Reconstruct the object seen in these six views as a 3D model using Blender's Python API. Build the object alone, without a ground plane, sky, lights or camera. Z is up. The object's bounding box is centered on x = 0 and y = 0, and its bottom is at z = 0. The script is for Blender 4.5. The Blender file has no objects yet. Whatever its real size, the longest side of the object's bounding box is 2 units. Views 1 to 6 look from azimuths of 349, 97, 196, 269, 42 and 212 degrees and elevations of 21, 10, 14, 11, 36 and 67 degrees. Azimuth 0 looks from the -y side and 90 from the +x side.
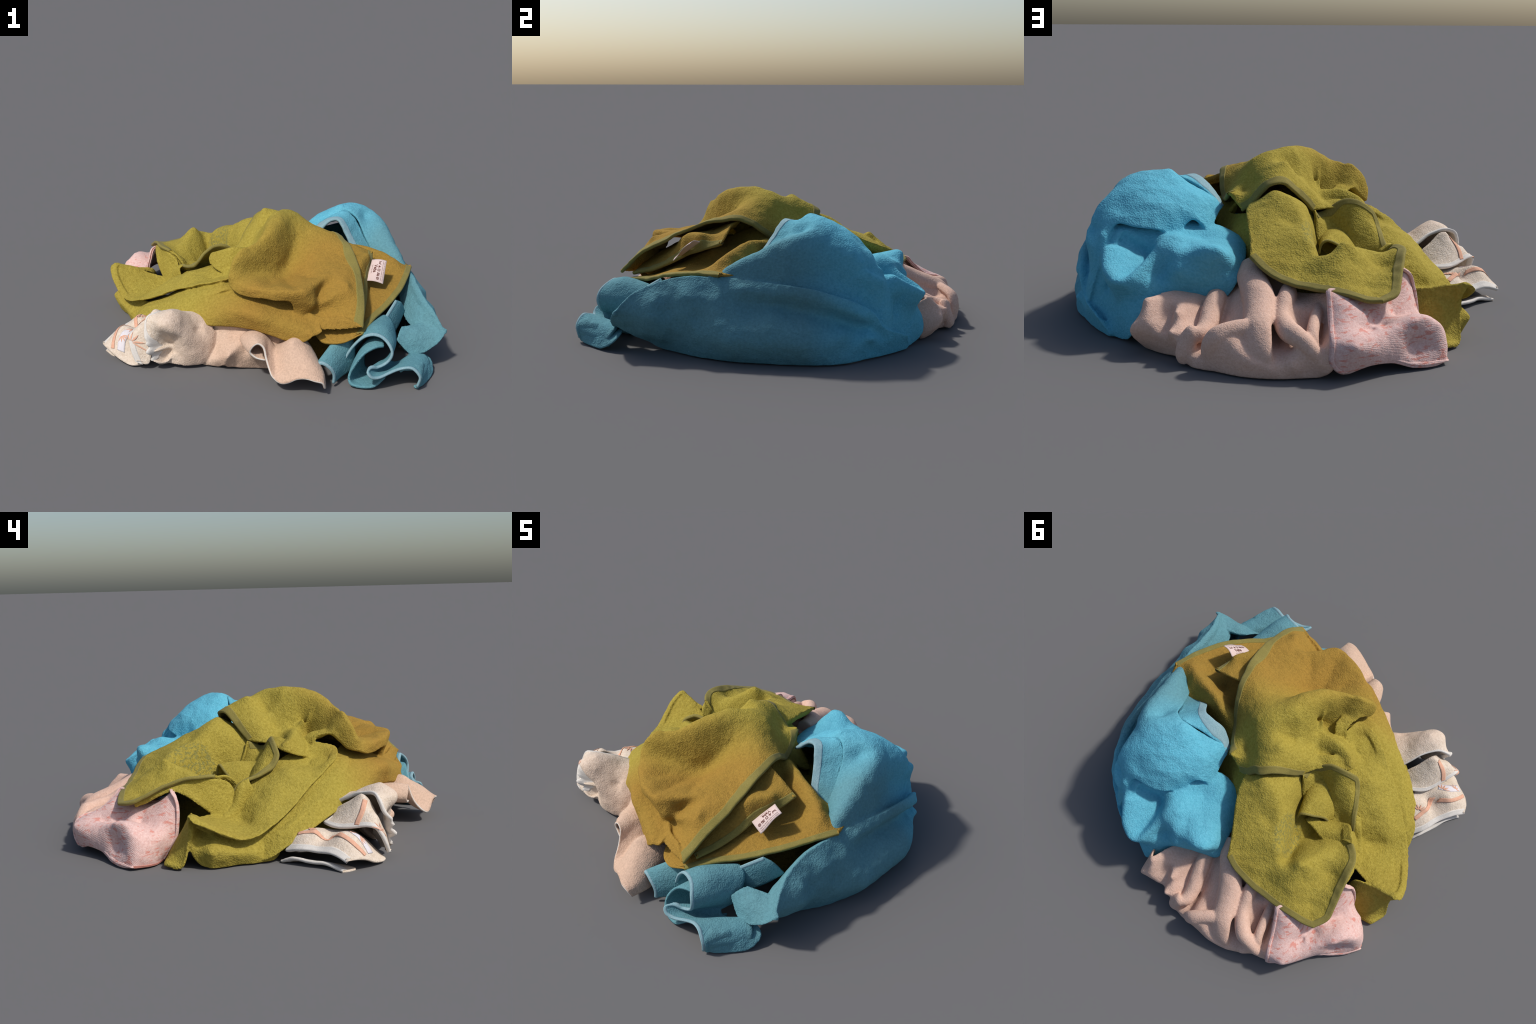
"""A heap of crumpled terry towels: an olive green one on top, a turquoise one,
a peach-pink one and a cream one with orange stripes.  Every towel is built from
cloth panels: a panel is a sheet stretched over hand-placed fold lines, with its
own thickness, turned-under folds and sewn hems."""
import bpy, math, random
import numpy as np
from mathutils import Vector, noise, geometry

random.seed(7)
noise.seed_set(7)
STEP = 0.0105                      # mesh spacing of the cloth, metres


# ------------------------------------------------------------------ curves
def catmull(pts, spacing, closed=False):
    """Centripetal-like smooth curve through pts, resampled evenly."""
    p = [np.asarray(q, float) for q in pts]
    n = len(p)
    if n == 2 and not closed:
        k = max(2, int(np.linalg.norm(p[1] - p[0]) / spacing) + 1)
        return np.array([p[0] + (p[1] - p[0]) * t for t in np.linspace(0, 1, k)])
    out = []
    segs = n if closed else n - 1
    for i in range(segs):
        a = p[(i - 1) % n] if closed or i > 0 else 2 * p[0] - p[1]
        b, c = p[i], p[(i + 1) % n]
        d = p[(i + 2) % n] if closed or i + 2 < n else 2 * p[-1] - p[-2]
        L = max(np.linalg.norm(c - b), 1e-6)
        m1 = (c - a) * L / max(np.linalg.norm(b - a) + L, 1e-6)
        m2 = (d - b) * L / max(np.linalg.norm(d - c) + L, 1e-6)
        for t in np.linspace(0, 1, max(2, int(L / 0.004)), endpoint=False):
            t2, t3 = t * t, t * t * t
            out.append((2*t3-3*t2+1)*b + (t3-2*t2+t)*m1 + (-2*t3+3*t2)*c + (t3-t2)*m2)
    if not closed:
        out.append(p[-1])
    return resample(np.array(out), spacing, closed)


def resample(q, spacing, closed=False):
    if closed:
        q = np.vstack([q, q[:1]])
    s = np.r_[0, np.cumsum(np.linalg.norm(np.diff(q, axis=0), axis=1))]
    k = max(2, int(round(s[-1] / spacing)) + 1)
    t = np.linspace(0, s[-1], k)
    r = np.stack([np.interp(t, s, q[:, i]) for i in range(3)], -1)
    return r[:-1] if closed else r


def frame(up):
    w = np.asarray(up, float)
    w = w / np.linalg.norm(w)
    ref = np.array([0, 0, 1.0]) if abs(w[2]) < 0.9 else np.array([0, 1.0, 0])
    u = np.cross(ref, w)
    u /= np.linalg.norm(u)
    return np.stack([u, np.cross(w, u), w])          # rows: two in-plane axes, outward axis


def wrinkle(p, amp, seed):
    """Small soft dents and creases of used terry cloth, metres along the normal."""
    v = Vector(p) + Vector((seed * 3.7, seed * 1.3, seed * 2.1))
    a = noise.noise(v * 11.0)
    b = noise.noise(v * 26.0 + Vector((5, 1, 2)))
    c = noise.noise(v * 70.0)
    # drag creases: ridged noise drawn out along a slanted direction
    q = Vector((v.x * 5.0 + v.y * 3.0, v.y * 14.0 - v.x * 6.0, v.z * 15.0))
    ridge = 0.35 - abs(noise.noise(q))
    return amp * (a * 0.75 + b * 0.45 + c * 0.14 + ridge * 0.8)


# ------------------------------------------------------------------ cloth panel
SHEETS = []                        # the sheet of every panel, in order of building


class Sheet:
    """A surface stretched over the panel's edge and fold lines: a height field over a
    plane facing `up`, or, with a centre, over a sphere round that centre (for cloth
    that bulges and hangs down on several sides)."""

    SPHERE = 0.45

    def __init__(self, edge_pts, lines, up, soft, amp, seed, centre=None, crisp=0.015):
        self.F = frame(up)
        self.C = None if centre is None else np.asarray(centre, float)
        self.amp, self.seed, self.crisp = amp, seed, crisp
        data = [edge_pts[::3]]
        for ln in lines:
            ln = np.atleast_2d(np.asarray(ln, float))
            data.append(catmull(ln, 0.022) if len(ln) > 1 else ln)
        q = self.to_local(np.vstack(data))
        keep = []
        for i in range(len(q)):
            if all((q[i, 0]-q[j, 0])**2 + (q[i, 1]-q[j, 1])**2 > 0.008**2 for j in keep):
                keep.append(i)
        q = q[keep]
        self.c = q[:, :2]
        n = len(q)
        A = np.zeros((n + 3, n + 3))
        A[:n, :n] = self.kern(self.c) + np.eye(n) * soft
        A[:n, n] = A[n, :n] = 1
        A[:n, n+1:] = self.c
        A[n+1:, :n] = self.c.T
        self.w = np.linalg.solve(A, np.r_[q[:, 2], 0, 0, 0])

    def to_local(self, p):
        p = np.atleast_2d(p)
        if self.C is None:
            return p @ self.F.T
        d = (p - self.C) @ self.F.T
        r = np.linalg.norm(d, axis=1)
        th = np.arccos(np.clip(d[:, 2] / r, -1, 1))
        k = th * self.SPHERE / (np.hypot(d[:, 0], d[:, 1]) + 1e-9)
        return np.column_stack([d[:, 0] * k, d[:, 1] * k, r])

    def to_world(self, q):
        if self.C is None:
            return q @ self.F
        rho = np.hypot(q[:, 0], q[:, 1]) + 1e-9
        th = rho / self.SPHERE
        s = np.sin(th) * q[:, 2] / rho
        return np.column_stack([q[:, 0] * s, q[:, 1] * s, np.cos(th) * q[:, 2]]) @ self.F + self.C

    def kern(self, x):
        d2 = ((x[:, None] - self.c[None]) ** 2).sum(-1)
        return -np.sqrt(d2 + self.crisp ** 2)      # multiquadric: rounds the folds, no overshoot

    def height(self, x):
        n = len(self.c)
        return self.kern(x) @ self.w[:n] + self.w[n] + x @ self.w[n+1:]

    def smooth_points(self, x):
        return self.to_world(np.column_stack([x, self.height(x)]))

    def points(self, x):
        x = np.atleast_2d(np.asarray(x, float))
        e = 0.004
        P = self.smooth_points(x)
        N = np.cross(self.smooth_points(x + [e, 0]) - self.smooth_points(x - [e, 0]),
                     self.smooth_points(x + [0, e]) - self.smooth_points(x - [0, e]))
        N /= np.linalg.norm(N, axis=1, keepdims=True) + 1e-12
        if self.amp:
            d = np.array([wrinkle(p, self.amp, self.seed) for p in P])
            P = P + N * d[:, None]
        return P, N


def inside(x, poly):
    a, b = poly, np.roll(poly, -1, axis=0)
    r = np.zeros(len(x), bool)
    for (x1, y1), (x2, y2) in zip(a, b):
        if y1 == y2:
            continue
        c = ((y1 > x[:, 1]) != (y2 > x[:, 1])) & (x[:, 0] < (x2-x1)*(x[:, 1]-y1)/(y2-y1) + x1)
        r ^= c
    return r


def dist_poly(x, poly):
    a, b = poly, np.roll(poly, -1, axis=0)
    d = b - a
    L = (d ** 2).sum(-1) + 1e-12
    t = np.clip(((x[:, None] - a) * d).sum(-1) / L, 0, 1)
    return np.sqrt(((x[:, None] - a - t[..., None] * d) ** 2).sum(-1)).min(1)


def add_mesh(name, verts, faces, mat, parent, thick=0.0, smooth=True, offset=-1.0):
    verts = [(v[0], v[1], max(v[2], 0.0015)) for v in verts]
    me = bpy.data.meshes.new(name)
    me.from_pydata(verts, [], faces)
    me.validate()
    me.materials.append(mat)
    if smooth:
        me.polygons.foreach_set("use_smooth", [True] * len(me.polygons))
    ob = bpy.data.objects.new(name, me)
    bpy.context.collection.objects.link(ob)
    ob.parent = parent
    if thick:
        m = ob.modifiers.new("thickness", "SOLIDIFY")
        m.thickness = thick
        m.offset = offset
    return ob


def split_runs(edge, corners):
    """Smooth closed outline that stays sharp at the corner indices."""
    n = len(edge)
    if not corners:
        r = catmull(edge, STEP, closed=True)
        return r, None
    runs, starts, at = [], {}, 0
    cs = sorted(corners)
    for k, c in enumerate(cs):
        e = cs[(k + 1) % len(cs)]
        idx = [(c + i) % n for i in range(((e - c) % n or n) + 1)]
        r = catmull([edge[i] for i in idx], STEP)[:-1]
        runs.append(r)
    return np.vstack(runs), cs


def panel(name, parent, mat, edge, folds=(), up=(0, 0, 1), corners=(), hems=(), hem_mat=None,
          hem_width=0.032, roll=0.03, thick=0.012, soft=6e-4, amp=0.0055, seed=1, flat=(), centre=None, crisp=0.015):
    """edge: closed outline; folds: ridge and valley lines or single points on the sheet;
    hems: (first, last) corner stretches of the outline that carry a sewn hem; the other
    stretches are folds and turn under with radius roll; flat: stretches with a raw edge."""
    loop, _ = split_runs(edge, corners)
    sh = Sheet(loop, folds, up, soft, amp, seed, centre, crisp)
    pl = sh.to_local(loop)
    poly = pl[:, :2]
    area = 0.5 * np.sum(poly[:, 0]*np.roll(poly[:, 1], -1) - np.roll(poly[:, 0], -1)*poly[:, 1])
    if area < 0:
        poly = poly[::-1].copy()
    lo, hi = poly.min(0), poly.max(0)
    rows = []
    for j, y in enumerate(np.arange(lo[1], hi[1], STEP * 0.87)):
        xs = np.arange(lo[0] + (j % 2) * STEP / 2, hi[0], STEP)
        rows.append(np.column_stack([xs, np.full_like(xs, y)]))
    g = np.vstack(rows)
    g = g[inside(g, poly)]
    g = g[dist_poly(g, poly) > STEP * 0.55]
    nb = len(poly)
    pts = np.vstack([poly, g])
    P2, E, Fc, _, _, _ = geometry.delaunay_2d_cdt([Vector(p) for p in pts], [(i, (i+1) % nb) for i in range(nb)], [], 1, 1e-6)
    x = np.array([tuple(p) for p in P2])
    V, N = sh.points(x)
    faces = [tuple(f) for f in Fc]
    verts = [tuple(v) for v in V]
    # mark hem stretches of the outline
    e2 = sh.to_local(np.asarray(edge, float))
    near = lambda i: int(((poly - e2[i, :2]) ** 2).sum(1).argmin())
    raw = np.zeros(nb, bool)
    for a, b in list(hems) + list(flat):
        ia, ib = near(a), near(b)
        mid = near((a + 1) % len(edge)) if b != (a + 1) % len(edge) else None
        fwd = [(ia + k) % nb for k in range((ib - ia) % nb + 1)]
        bwd = [(ib + k) % nb for k in range((ia - ib) % nb + 1)]
        pick = fwd if (area > 0) else bwd
        raw[pick] = True
        if (a, b) in list(hems):
            run = poly[fwd] if area > 0 else poly[bwd]
            make_hem(parent, hem_mat or mat, sh, run, hem_width, thick, name)
    # folded stretches turn under
    if roll:
        first = {}
        t = np.roll(poly, -1, 0) - np.roll(poly, 1, 0)
        t /= np.linalg.norm(t, axis=1, keepdims=True) + 1e-9
        inw = np.column_stack([-t[:, 1], t[:, 0]])
        wlen = np.minimum(1, np.array([min([5] + [min((i-k) % nb, (k-i) % nb) for k in np.nonzero(raw)[0]]) / 5.0 for i in range(nb)])) if raw.any() else np.ones(nb)
        W = sh.smooth_points(poly)
        inn = sh.smooth_points(poly + inw * 0.006) - W
        inn /= np.linalg.norm(inn, axis=1, keepdims=True) + 1e-9
        out = np.tile(sh.F[2], (nb, 1)) if sh.C is None else (W - sh.C) / np.linalg.norm(W - sh.C, axis=1, keepdims=True)
        tan = np.roll(W, -1, 0) - np.roll(W, 1, 0)
        tan /= np.linalg.norm(tan, axis=1, keepdims=True) + 1e-9
        side = np.cross(out, tan)
        side /= np.linalg.norm(side, axis=1, keepdims=True) + 1e-9
        side *= np.sign((side * inn).sum(1, keepdims=True))
        prev = list(range(nb))
        for k in range(1, 7):
            th = k / 6 * math.radians(150)
            cur = []
            for i in range(nb):
                r = roll * (0.12 + 0.88 * wlen[i])
                d = inn[i] * (1 - math.cos(th)) * 0.15 + side[i] * (1 - math.cos(th)) * 0.9 - out[i] * math.sin(min(th, math.pi / 2)) - out[i] * max(0, th - math.pi / 2) * 0.6
                cur.append(len(verts))
                verts.append(tuple(V[i] + d * r))
            for i in range(nb):
                j = (i + 1) % nb
                if not (raw[i] and raw[j]):
                    faces.append((prev[i], cur[i], cur[j], prev[j]))
            prev = cur
    SHEETS.append(sh)
    return add_mesh(name, verts, faces, mat, parent, thick)


def make_hem(parent, mat, sh, run, width, thick, name):
    """Sewn hem: a flat band wrapped round the raw edge, with a stitched inner side."""
    t = np.gradient(run, axis=0)
    for _ in range(2):
        t[1:-1] = (t[:-2] + t[1:-1] * 2 + t[2:]) / 4
    t /= np.linalg.norm(t, axis=1, keepdims=True) + 1e-9
    inw = np.column_stack([-t[:, 1], t[:, 0]])
    prof = [(width, -thick - 0.002), (0.25*width, -thick - 0.003), (0.0, -thick - 0.0015), (-0.003, -thick * 0.5), (-0.001, 0.0015),
            (0.004, 0.003), (width*0.4, 0.0028), (width*0.8, 0.0024), (width*0.92, 0.003), (width*0.97, 0.0005), (width+0.002, -0.004)]
    verts, faces = [], []
    for k, (off, lift) in enumerate(prof):
        x = run + inw * off
        P, N = sh.points(x)
        ripple = np.array([noise.noise(Vector((p[0]*38, p[1]*38, p[2]*38 + k*0.15))) for p in P])
        P = P + N * (lift + 0.0012 * ripple[:, None] if k > 4 else lift)
        verts += [tuple(p) for p in P]
    n = len(run)
    for k in range(len(prof) - 1):
        for i in range(n - 1):
            faces.append((k*n+i, (k+1)*n+i, (k+1)*n+i+1, k*n+i+1))
    ob = add_mesh("hem", verts, faces, mat, parent)
    return ob


def pleat(name, parent, mat, spine, width, depth, up, seed=5, amp=0.0035):
    """A rounded fold of cloth along its crest line: width and depth at each crest point;
    the cross-section is a little more than half an ellipse, so its flanks turn under."""
    crest = catmull([np.r_[p] for p in spine], 0.004)
    n = max(10, int(len(crest) * 0.004 / 0.009))
    crest = resample_n(crest, n)
    key = resample_n(np.asarray(spine, float), len(spine))
    s = np.r_[0, np.cumsum(np.linalg.norm(np.diff(np.asarray(spine, float), axis=0), axis=1))]
    u = np.linspace(0, s[-1], n)
    w, d = np.interp(u, s, width), np.interp(u, s, depth)
    ups = np.asarray(up, float)
    verts, faces, K = [], [], 18
    for i in range(n):
        t = crest[min(i+1, n-1)] - crest[max(i-1, 0)]
        t /= np.linalg.norm(t)
        z = ups - t * (ups @ t)
        z /= np.linalg.norm(z)
        x = np.cross(t, z)
        for k in range(K + 1):
            th = math.radians(-125 + 250 * k / K)
            p = crest[i] + x * (w[i] / 2 * math.sin(th)) - z * (d[i] * (1 - math.cos(th)))
            p = p + z * wrinkle(p, amp, seed)
            verts.append(tuple(p))
    for i in range(n - 1):
        for k in range(K):
            faces.append((i*(K+1)+k, (i+1)*(K+1)+k, (i+1)*(K+1)+k+1, i*(K+1)+k+1))
        faces.append((i*(K+1)+K, (i+1)*(K+1)+K, (i+1)*(K+1), i*(K+1)))
    faces.append(tuple((n-1)*(K+1) + k for k in range(K + 1)))
    faces.append(tuple(range(K, -1, -1)))
    return add_mesh(name, verts, faces, mat, parent)


def band(name, parent, mat, sh, path, width, lift=0.0022, taper=False):
    """A woven or printed strip lying on a sheet along a path."""
    loc = sh.to_local(catmull(path, 0.006))[:, :2]
    t = np.gradient(loc, axis=0)
    t /= np.linalg.norm(t, axis=1, keepdims=True) + 1e-9
    side = np.column_stack([-t[:, 1], t[:, 0]])
    verts, faces, n, K = [], [], len(loc), 4
    for i in range(n):
        w = width * (math.sin(math.pi * (0.12 + 0.88 * i / (n - 1))) if taper else 1.0)
        P, N = sh.points(np.array([loc[i] + side[i] * w * (k / K - 0.5) for k in range(K + 1)]))
        P = P + N * lift
        verts += [tuple(p) for p in P]
    for i in range(n - 1):
        for k in range(K):
            faces.append((i*(K+1)+k, (i+1)*(K+1)+k, (i+1)*(K+1)+k+1, i*(K+1)+k+1))
    return add_mesh(name, verts, faces, mat, parent, 0.0012, offset=1.0)


def fan_motif(parent, mat, sh, at, toward, size=0.04):
    """Little palmette woven into the border: five strokes from one foot."""
    a, b = sh.to_local(np.array([at, toward]))[:, :2]
    d = (b - a) / (np.linalg.norm(b - a) + 1e-9)
    for ang in (-62, -31, 0, 31, 62):
        r = math.radians(ang)
        e = np.array([d[0]*math.cos(r) - d[1]*math.sin(r), d[0]*math.sin(r) + d[1]*math.cos(r)])
        pts = [sh.smooth_points((a + e * size * k)[None])[0] for k in (0.12, 0.55, 1.0)]
        band("motif", parent, mat, sh, pts, 0.0065, taper=True)


def ribbon(name, parent, mat, rows, thick=0.012, amp=0.003, seed=3, edge_mat=None, flip=False, rim=0.0055):
    """Loft through fold lines (each a curve across the cloth); the first row may carry a bound rim."""
    n = 0
    curves = [catmull(r, 0.004) for r in rows]
    n = max(12, int(max(len(c) for c in curves) * 0.004 / 0.010))
    curves = [resample_n(c, n) for c in curves]
    cols = [catmull([c[i] for c in curves], 0.003) for i in range(n)]
    m = max(6, int(np.mean([len(c) for c in cols]) * 0.003 / 0.010))
    cols = [resample_n(c, m) for c in cols]
    verts, faces = [], []
    for c in cols:
        for p in c:
            w = wrinkle(p, amp, seed)
            verts.append((p[0] + w * 0.5, p[1] + w * 0.4, p[2] + w * 0.7))
    for i in range(n - 1):
        for j in range(m - 1):
            f = (i*m+j, (i+1)*m+j, (i+1)*m+j+1, i*m+j+1)
            faces.append(f[::-1] if flip else f)
    ob = add_mesh(name, verts, faces, mat, parent, thick, offset=0.0)
    if edge_mat:
        line = [np.array(verts[i*m]) for i in range(n)]
        nxt = [np.array(verts[i*m+2]) for i in range(n)]
        bind(parent, edge_mat, line, nxt, rim)
    return ob


def resample_n(q, n):
    s = np.r_[0, np.cumsum(np.linalg.norm(np.diff(q, axis=0), axis=1))]
    t = np.linspace(0, s[-1], n)
    return np.stack([np.interp(t, s, q[:, i]) for i in range(3)], -1)


def bind(parent, mat, line, inner, r):
    """Bound rim of a towel: a flattened cord round the cut edge."""
    verts, faces = [], []
    n, k = len(line), 8
    for i in range(n):
        t = line[min(i+1, n-1)] - line[max(i-1, 0)]
        t /= np.linalg.norm(t) + 1e-9
        a = inner[i] - line[i]
        a = a - t * (a @ t)
        a /= np.linalg.norm(a) + 1e-9
        b = np.cross(t, a)
        for j in range(k):
            th = 2 * math.pi * j / k
            verts.append(tuple(line[i] + a * (r * 2.0 * math.cos(th) + r * 1.4) + b * r * 1.45 * math.sin(th)))
    for i in range(n - 1):
        for j in range(k):
            faces.append((i*k+j, i*k+(j+1) % k, (i+1)*k+(j+1) % k, (i+1)*k+j))
    faces.append(tuple(range(k))[::-1])
    faces.append(tuple((n-1)*k + j for j in range(k)))
    return add_mesh("hem", verts, faces, mat, parent)


def fuse(name, mat, parent, parts, voxel=0.0052, soften=4):
    """Joins overlapping folds into one continuous cloth: union by remeshing, then softened
    so that the creases between the folds run into each other."""
    dg = bpy.context.evaluated_depsgraph_get()
    verts, faces = [], []
    for ob in parts:
        me = ob.evaluated_get(dg).to_mesh()
        k = len(verts)
        verts += [v.co[:] for v in me.vertices]
        faces += [tuple(k + i for i in p.vertices) for p in me.polygons]
        ob.evaluated_get(dg).to_mesh_clear()
    for ob in parts:
        old = ob.data
        bpy.data.objects.remove(ob)
        bpy.data.meshes.remove(old)
    me = bpy.data.meshes.new(name)
    me.from_pydata(verts, [], faces)
    ob = bpy.data.objects.new(name, me)
    bpy.context.collection.objects.link(ob)
    m = ob.modifiers.new("union", "REMESH")
    m.mode = "VOXEL"
    m.voxel_size = voxel
    m = ob.modifiers.new("soften", "SMOOTH")
    m.factor = 0.5
    m.iterations = soften
    dg = bpy.context.evaluated_depsgraph_get()
    done = bpy.data.meshes.new_from_object(ob.evaluated_get(dg))
    bpy.data.objects.remove(ob)
    bpy.data.meshes.remove(me)
    co = np.empty(len(done.vertices) * 3)
    done.vertices.foreach_get("co", co)
    co[2::3] = np.maximum(co[2::3], 0.0015)
    done.vertices.foreach_set("co", co)
    done.name = name
    done.materials.clear()
    done.materials.append(mat)
    done.polygons.foreach_set("use_smooth", [True] * len(done.polygons))
    ob = bpy.data.objects.new(name, done)
    bpy.context.collection.objects.link(ob)
    ob.parent = parent
    return ob


def parts_of(parent, *kinds):
    return [o for o in parent.children if o.type == "MESH" and o.name.split(".")[0] in kinds]


def towel(name, label, loc=(0, 0, 0)):
    e = bpy.data.objects.new(name, None)
    bpy.context.collection.objects.link(e)
    e["label"] = label
    e["category"] = "towel"
    return e


# ------------------------------------------------------------------ materials
class Nodes:
    def __init__(self, name):
        self.m = bpy.data.materials.new(name)
        self.m.use_nodes = True
        self.t = self.m.node_tree
        self.t.nodes.clear()
        self.out = self.t.nodes.new("ShaderNodeOutputMaterial")
        self.b = self.t.nodes.new("ShaderNodeBsdfPrincipled")
        self.t.links.new(self.b.outputs[0], self.out.inputs[0])
        self.co = self.t.nodes.new("ShaderNodeTexCoord").outputs["Object"]

    def link(self, a, b):
        self.t.links.new(a, b)

    def noise(self, scale, detail=3, rough=0.5, stretch=None, rot=(0, 0, 0)):
        n = self.t.nodes.new("ShaderNodeTexNoise")
        n.inputs["Scale"].default_value = scale
        n.inputs["Detail"].default_value = detail
        n.inputs["Roughness"].default_value = rough
        self.link(self.mapped(stretch, rot), n.inputs["Vector"])
        return n.outputs["Fac"]

    def mapped(self, stretch=None, rot=(0, 0, 0), loc=(0, 0, 0)):
        if stretch is None and rot == (0, 0, 0) and loc == (0, 0, 0):
            return self.co
        m = self.t.nodes.new("ShaderNodeMapping")
        m.inputs["Scale"].default_value = stretch or (1, 1, 1)
        m.inputs["Rotation"].default_value = rot
        m.inputs["Location"].default_value = loc
        self.link(self.co, m.inputs["Vector"])
        return m.outputs[0]

    def voronoi(self, scale, stretch=None, rot=(0, 0, 0), feature="F1"):
        n = self.t.nodes.new("ShaderNodeTexVoronoi")
        n.feature = feature
        n.inputs["Scale"].default_value = scale
        self.link(self.mapped(stretch, rot), n.inputs["Vector"])
        return n.outputs["Distance"]

    def wave(self, scale, rot=(0, 0, 0), dist=1.0):
        n = self.t.nodes.new("ShaderNodeTexWave")
        n.inputs["Scale"].default_value = scale
        n.inputs["Distortion"].default_value = dist
        self.link(self.mapped((1, 1, 1), rot), n.inputs["Vector"])
        return n.outputs["Fac"]

    def ramp(self, fac, stops):
        r = self.t.nodes.new("ShaderNodeValToRGB")
        while len(r.color_ramp.elements) < len(stops):
            r.color_ramp.elements.new(0.5)
        for e, (p, c) in zip(r.color_ramp.elements, stops):
            e.position = p
            e.color = (c, c, c, 1) if isinstance(c, (int, float)) else (*c, 1)
        self.link(fac, r.inputs[0])
        return r.outputs[0]

    def mix(self, fac, a, b, mode="MIX"):
        n = self.t.nodes.new("ShaderNodeMix")
        n.data_type = "RGBA"
        n.blend_type = mode
        for s, v in ((n.inputs[0], fac), (n.inputs[6], a), (n.inputs[7], b)):
            if isinstance(v, bpy.types.NodeSocket):
                self.link(v, s)
            elif isinstance(v, (int, float)):
                s.default_value = v
            else:
                s.default_value = (*v, 1)
        return n.outputs[2]

    def math(self, op, a, b=0.0):
        n = self.t.nodes.new("ShaderNodeMath")
        n.operation = op
        for s, v in ((n.inputs[0], a), (n.inputs[1], b)):
            if isinstance(v, bpy.types.NodeSocket):
                self.link(v, s)
            else:
                s.default_value = v
        return n.outputs[0]

    def along(self, direction, lo, hi):
        """0..1 ramp of the position along a direction."""
        n = self.t.nodes.new("ShaderNodeVectorMath")
        n.operation = "DOT_PRODUCT"
        n.inputs[1].default_value = direction
        self.link(self.co, n.inputs[0])
        m = self.t.nodes.new("ShaderNodeMapRange")
        m.inputs[1].default_value = lo
        m.inputs[2].default_value = hi
        self.link(n.outputs["Value"], m.inputs[0])
        return m.outputs[0]

    def finish(self, color, bump, strength, dist=0.004, rough=0.95, sheen=0.25, tint=(1, 1, 1)):
        self.link(color, self.b.inputs["Base Color"])
        self.b.inputs["Roughness"].default_value = rough
        self.b.inputs["Specular IOR Level"].default_value = 0.1
        self.b.inputs["Sheen Weight"].default_value = sheen
        self.b.inputs["Sheen Roughness"].default_value = 0.6
        self.b.inputs["Sheen Tint"].default_value = (*tint, 1)
        n = self.t.nodes.new("ShaderNodeBump")
        n.inputs["Strength"].default_value = strength
        n.inputs["Distance"].default_value = dist
        self.link(bump, n.inputs["Height"])
        self.link(n.outputs[0], self.b.inputs["Normal"])
        return self.m


def terry_height(N, scale=150):
    loops = N.voronoi(scale)
    n1 = N.noise(scale * 0.55, 3, 0.6)
    n2 = N.noise(28, 3, 0.55)
    h = N.math("ADD", N.math("MULTIPLY", loops, 0.5), N.math("MULTIPLY", n1, 0.7))
    return N.math("ADD", h, N.math("MULTIPLY", n2, 1.3)), n1, n2


def terry(name, base, dark, light, other=None, axis=None, sheen=0.15, bump=0.55, scale=150, patch=None):
    N = Nodes(name)
    h, n1, n2 = terry_height(N, scale)
    c = N.mix(N.ramp(n1, [(0.32, 0.0), (0.68, 1.0)]), dark, light)
    c = N.mix(0.55, c, base)
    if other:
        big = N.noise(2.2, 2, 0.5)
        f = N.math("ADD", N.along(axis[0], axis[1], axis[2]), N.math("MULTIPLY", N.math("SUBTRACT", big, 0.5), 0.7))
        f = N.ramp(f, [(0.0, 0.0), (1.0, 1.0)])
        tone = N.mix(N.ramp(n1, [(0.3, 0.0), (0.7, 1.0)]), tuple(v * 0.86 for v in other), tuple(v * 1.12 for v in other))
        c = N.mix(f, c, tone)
    blot = N.noise(7, 3, 0.6)
    c = N.mix(N.ramp(blot, [(0.35, 0.10), (0.65, 0.0)]), c, tuple(v * 0.7 for v in base))
    if patch:
        # worn, flat-woven place: grey-green flecks round a point of the cloth
        d = N.t.nodes.new("ShaderNodeVectorMath")
        d.operation = "DISTANCE"
        N.link(N.mapped((1.25, 0.75, 0.55), (0, 0, 0.5)), d.inputs[0])
        d.inputs[1].default_value = patch
        near = N.ramp(N.math("ADD", d.outputs["Value"], N.math("MULTIPLY", N.noise(25, 2), 0.04)), [(0.105, 1.0), (0.130, 0.0)])
        speck = N.ramp(N.noise(75, 2, 0.5), [(0.46, 0.0), (0.58, 1.0)])
        c = N.mix(N.math("MULTIPLY", near, N.math("MULTIPLY", speck, 0.55)), c, (0.14, 0.155, 0.065))
    return N.finish(c, h, bump, sheen=sheen, tint=light)


def weave(name, base, dark, scale=90, bump=0.35):
    """Flat woven border of a towel."""
    N = Nodes(name)
    w = N.wave(scale, (0.3, 0.5, 0.8), 1.5)
    n1 = N.noise(160, 3, 0.6)
    big = N.noise(14, 2, 0.5)
    c = N.mix(N.ramp(n1, [(0.3, 0.0), (0.7, 1.0)]), dark, base)
    c = N.mix(N.ramp(big, [(0.4, 0.35), (0.6, 0.0)]), c, dark)
    return N.finish(c, N.math("ADD", N.math("MULTIPLY", w, 0.4), n1), bump, 0.002, rough=0.85, sheen=0.05)


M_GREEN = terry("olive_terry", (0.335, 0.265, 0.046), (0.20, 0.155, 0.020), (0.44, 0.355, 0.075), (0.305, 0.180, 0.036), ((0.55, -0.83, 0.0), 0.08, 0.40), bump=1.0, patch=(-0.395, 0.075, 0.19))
M_GHEM = weave("olive_hem", (0.255, 0.215, 0.062), (0.185, 0.155, 0.040))


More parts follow.
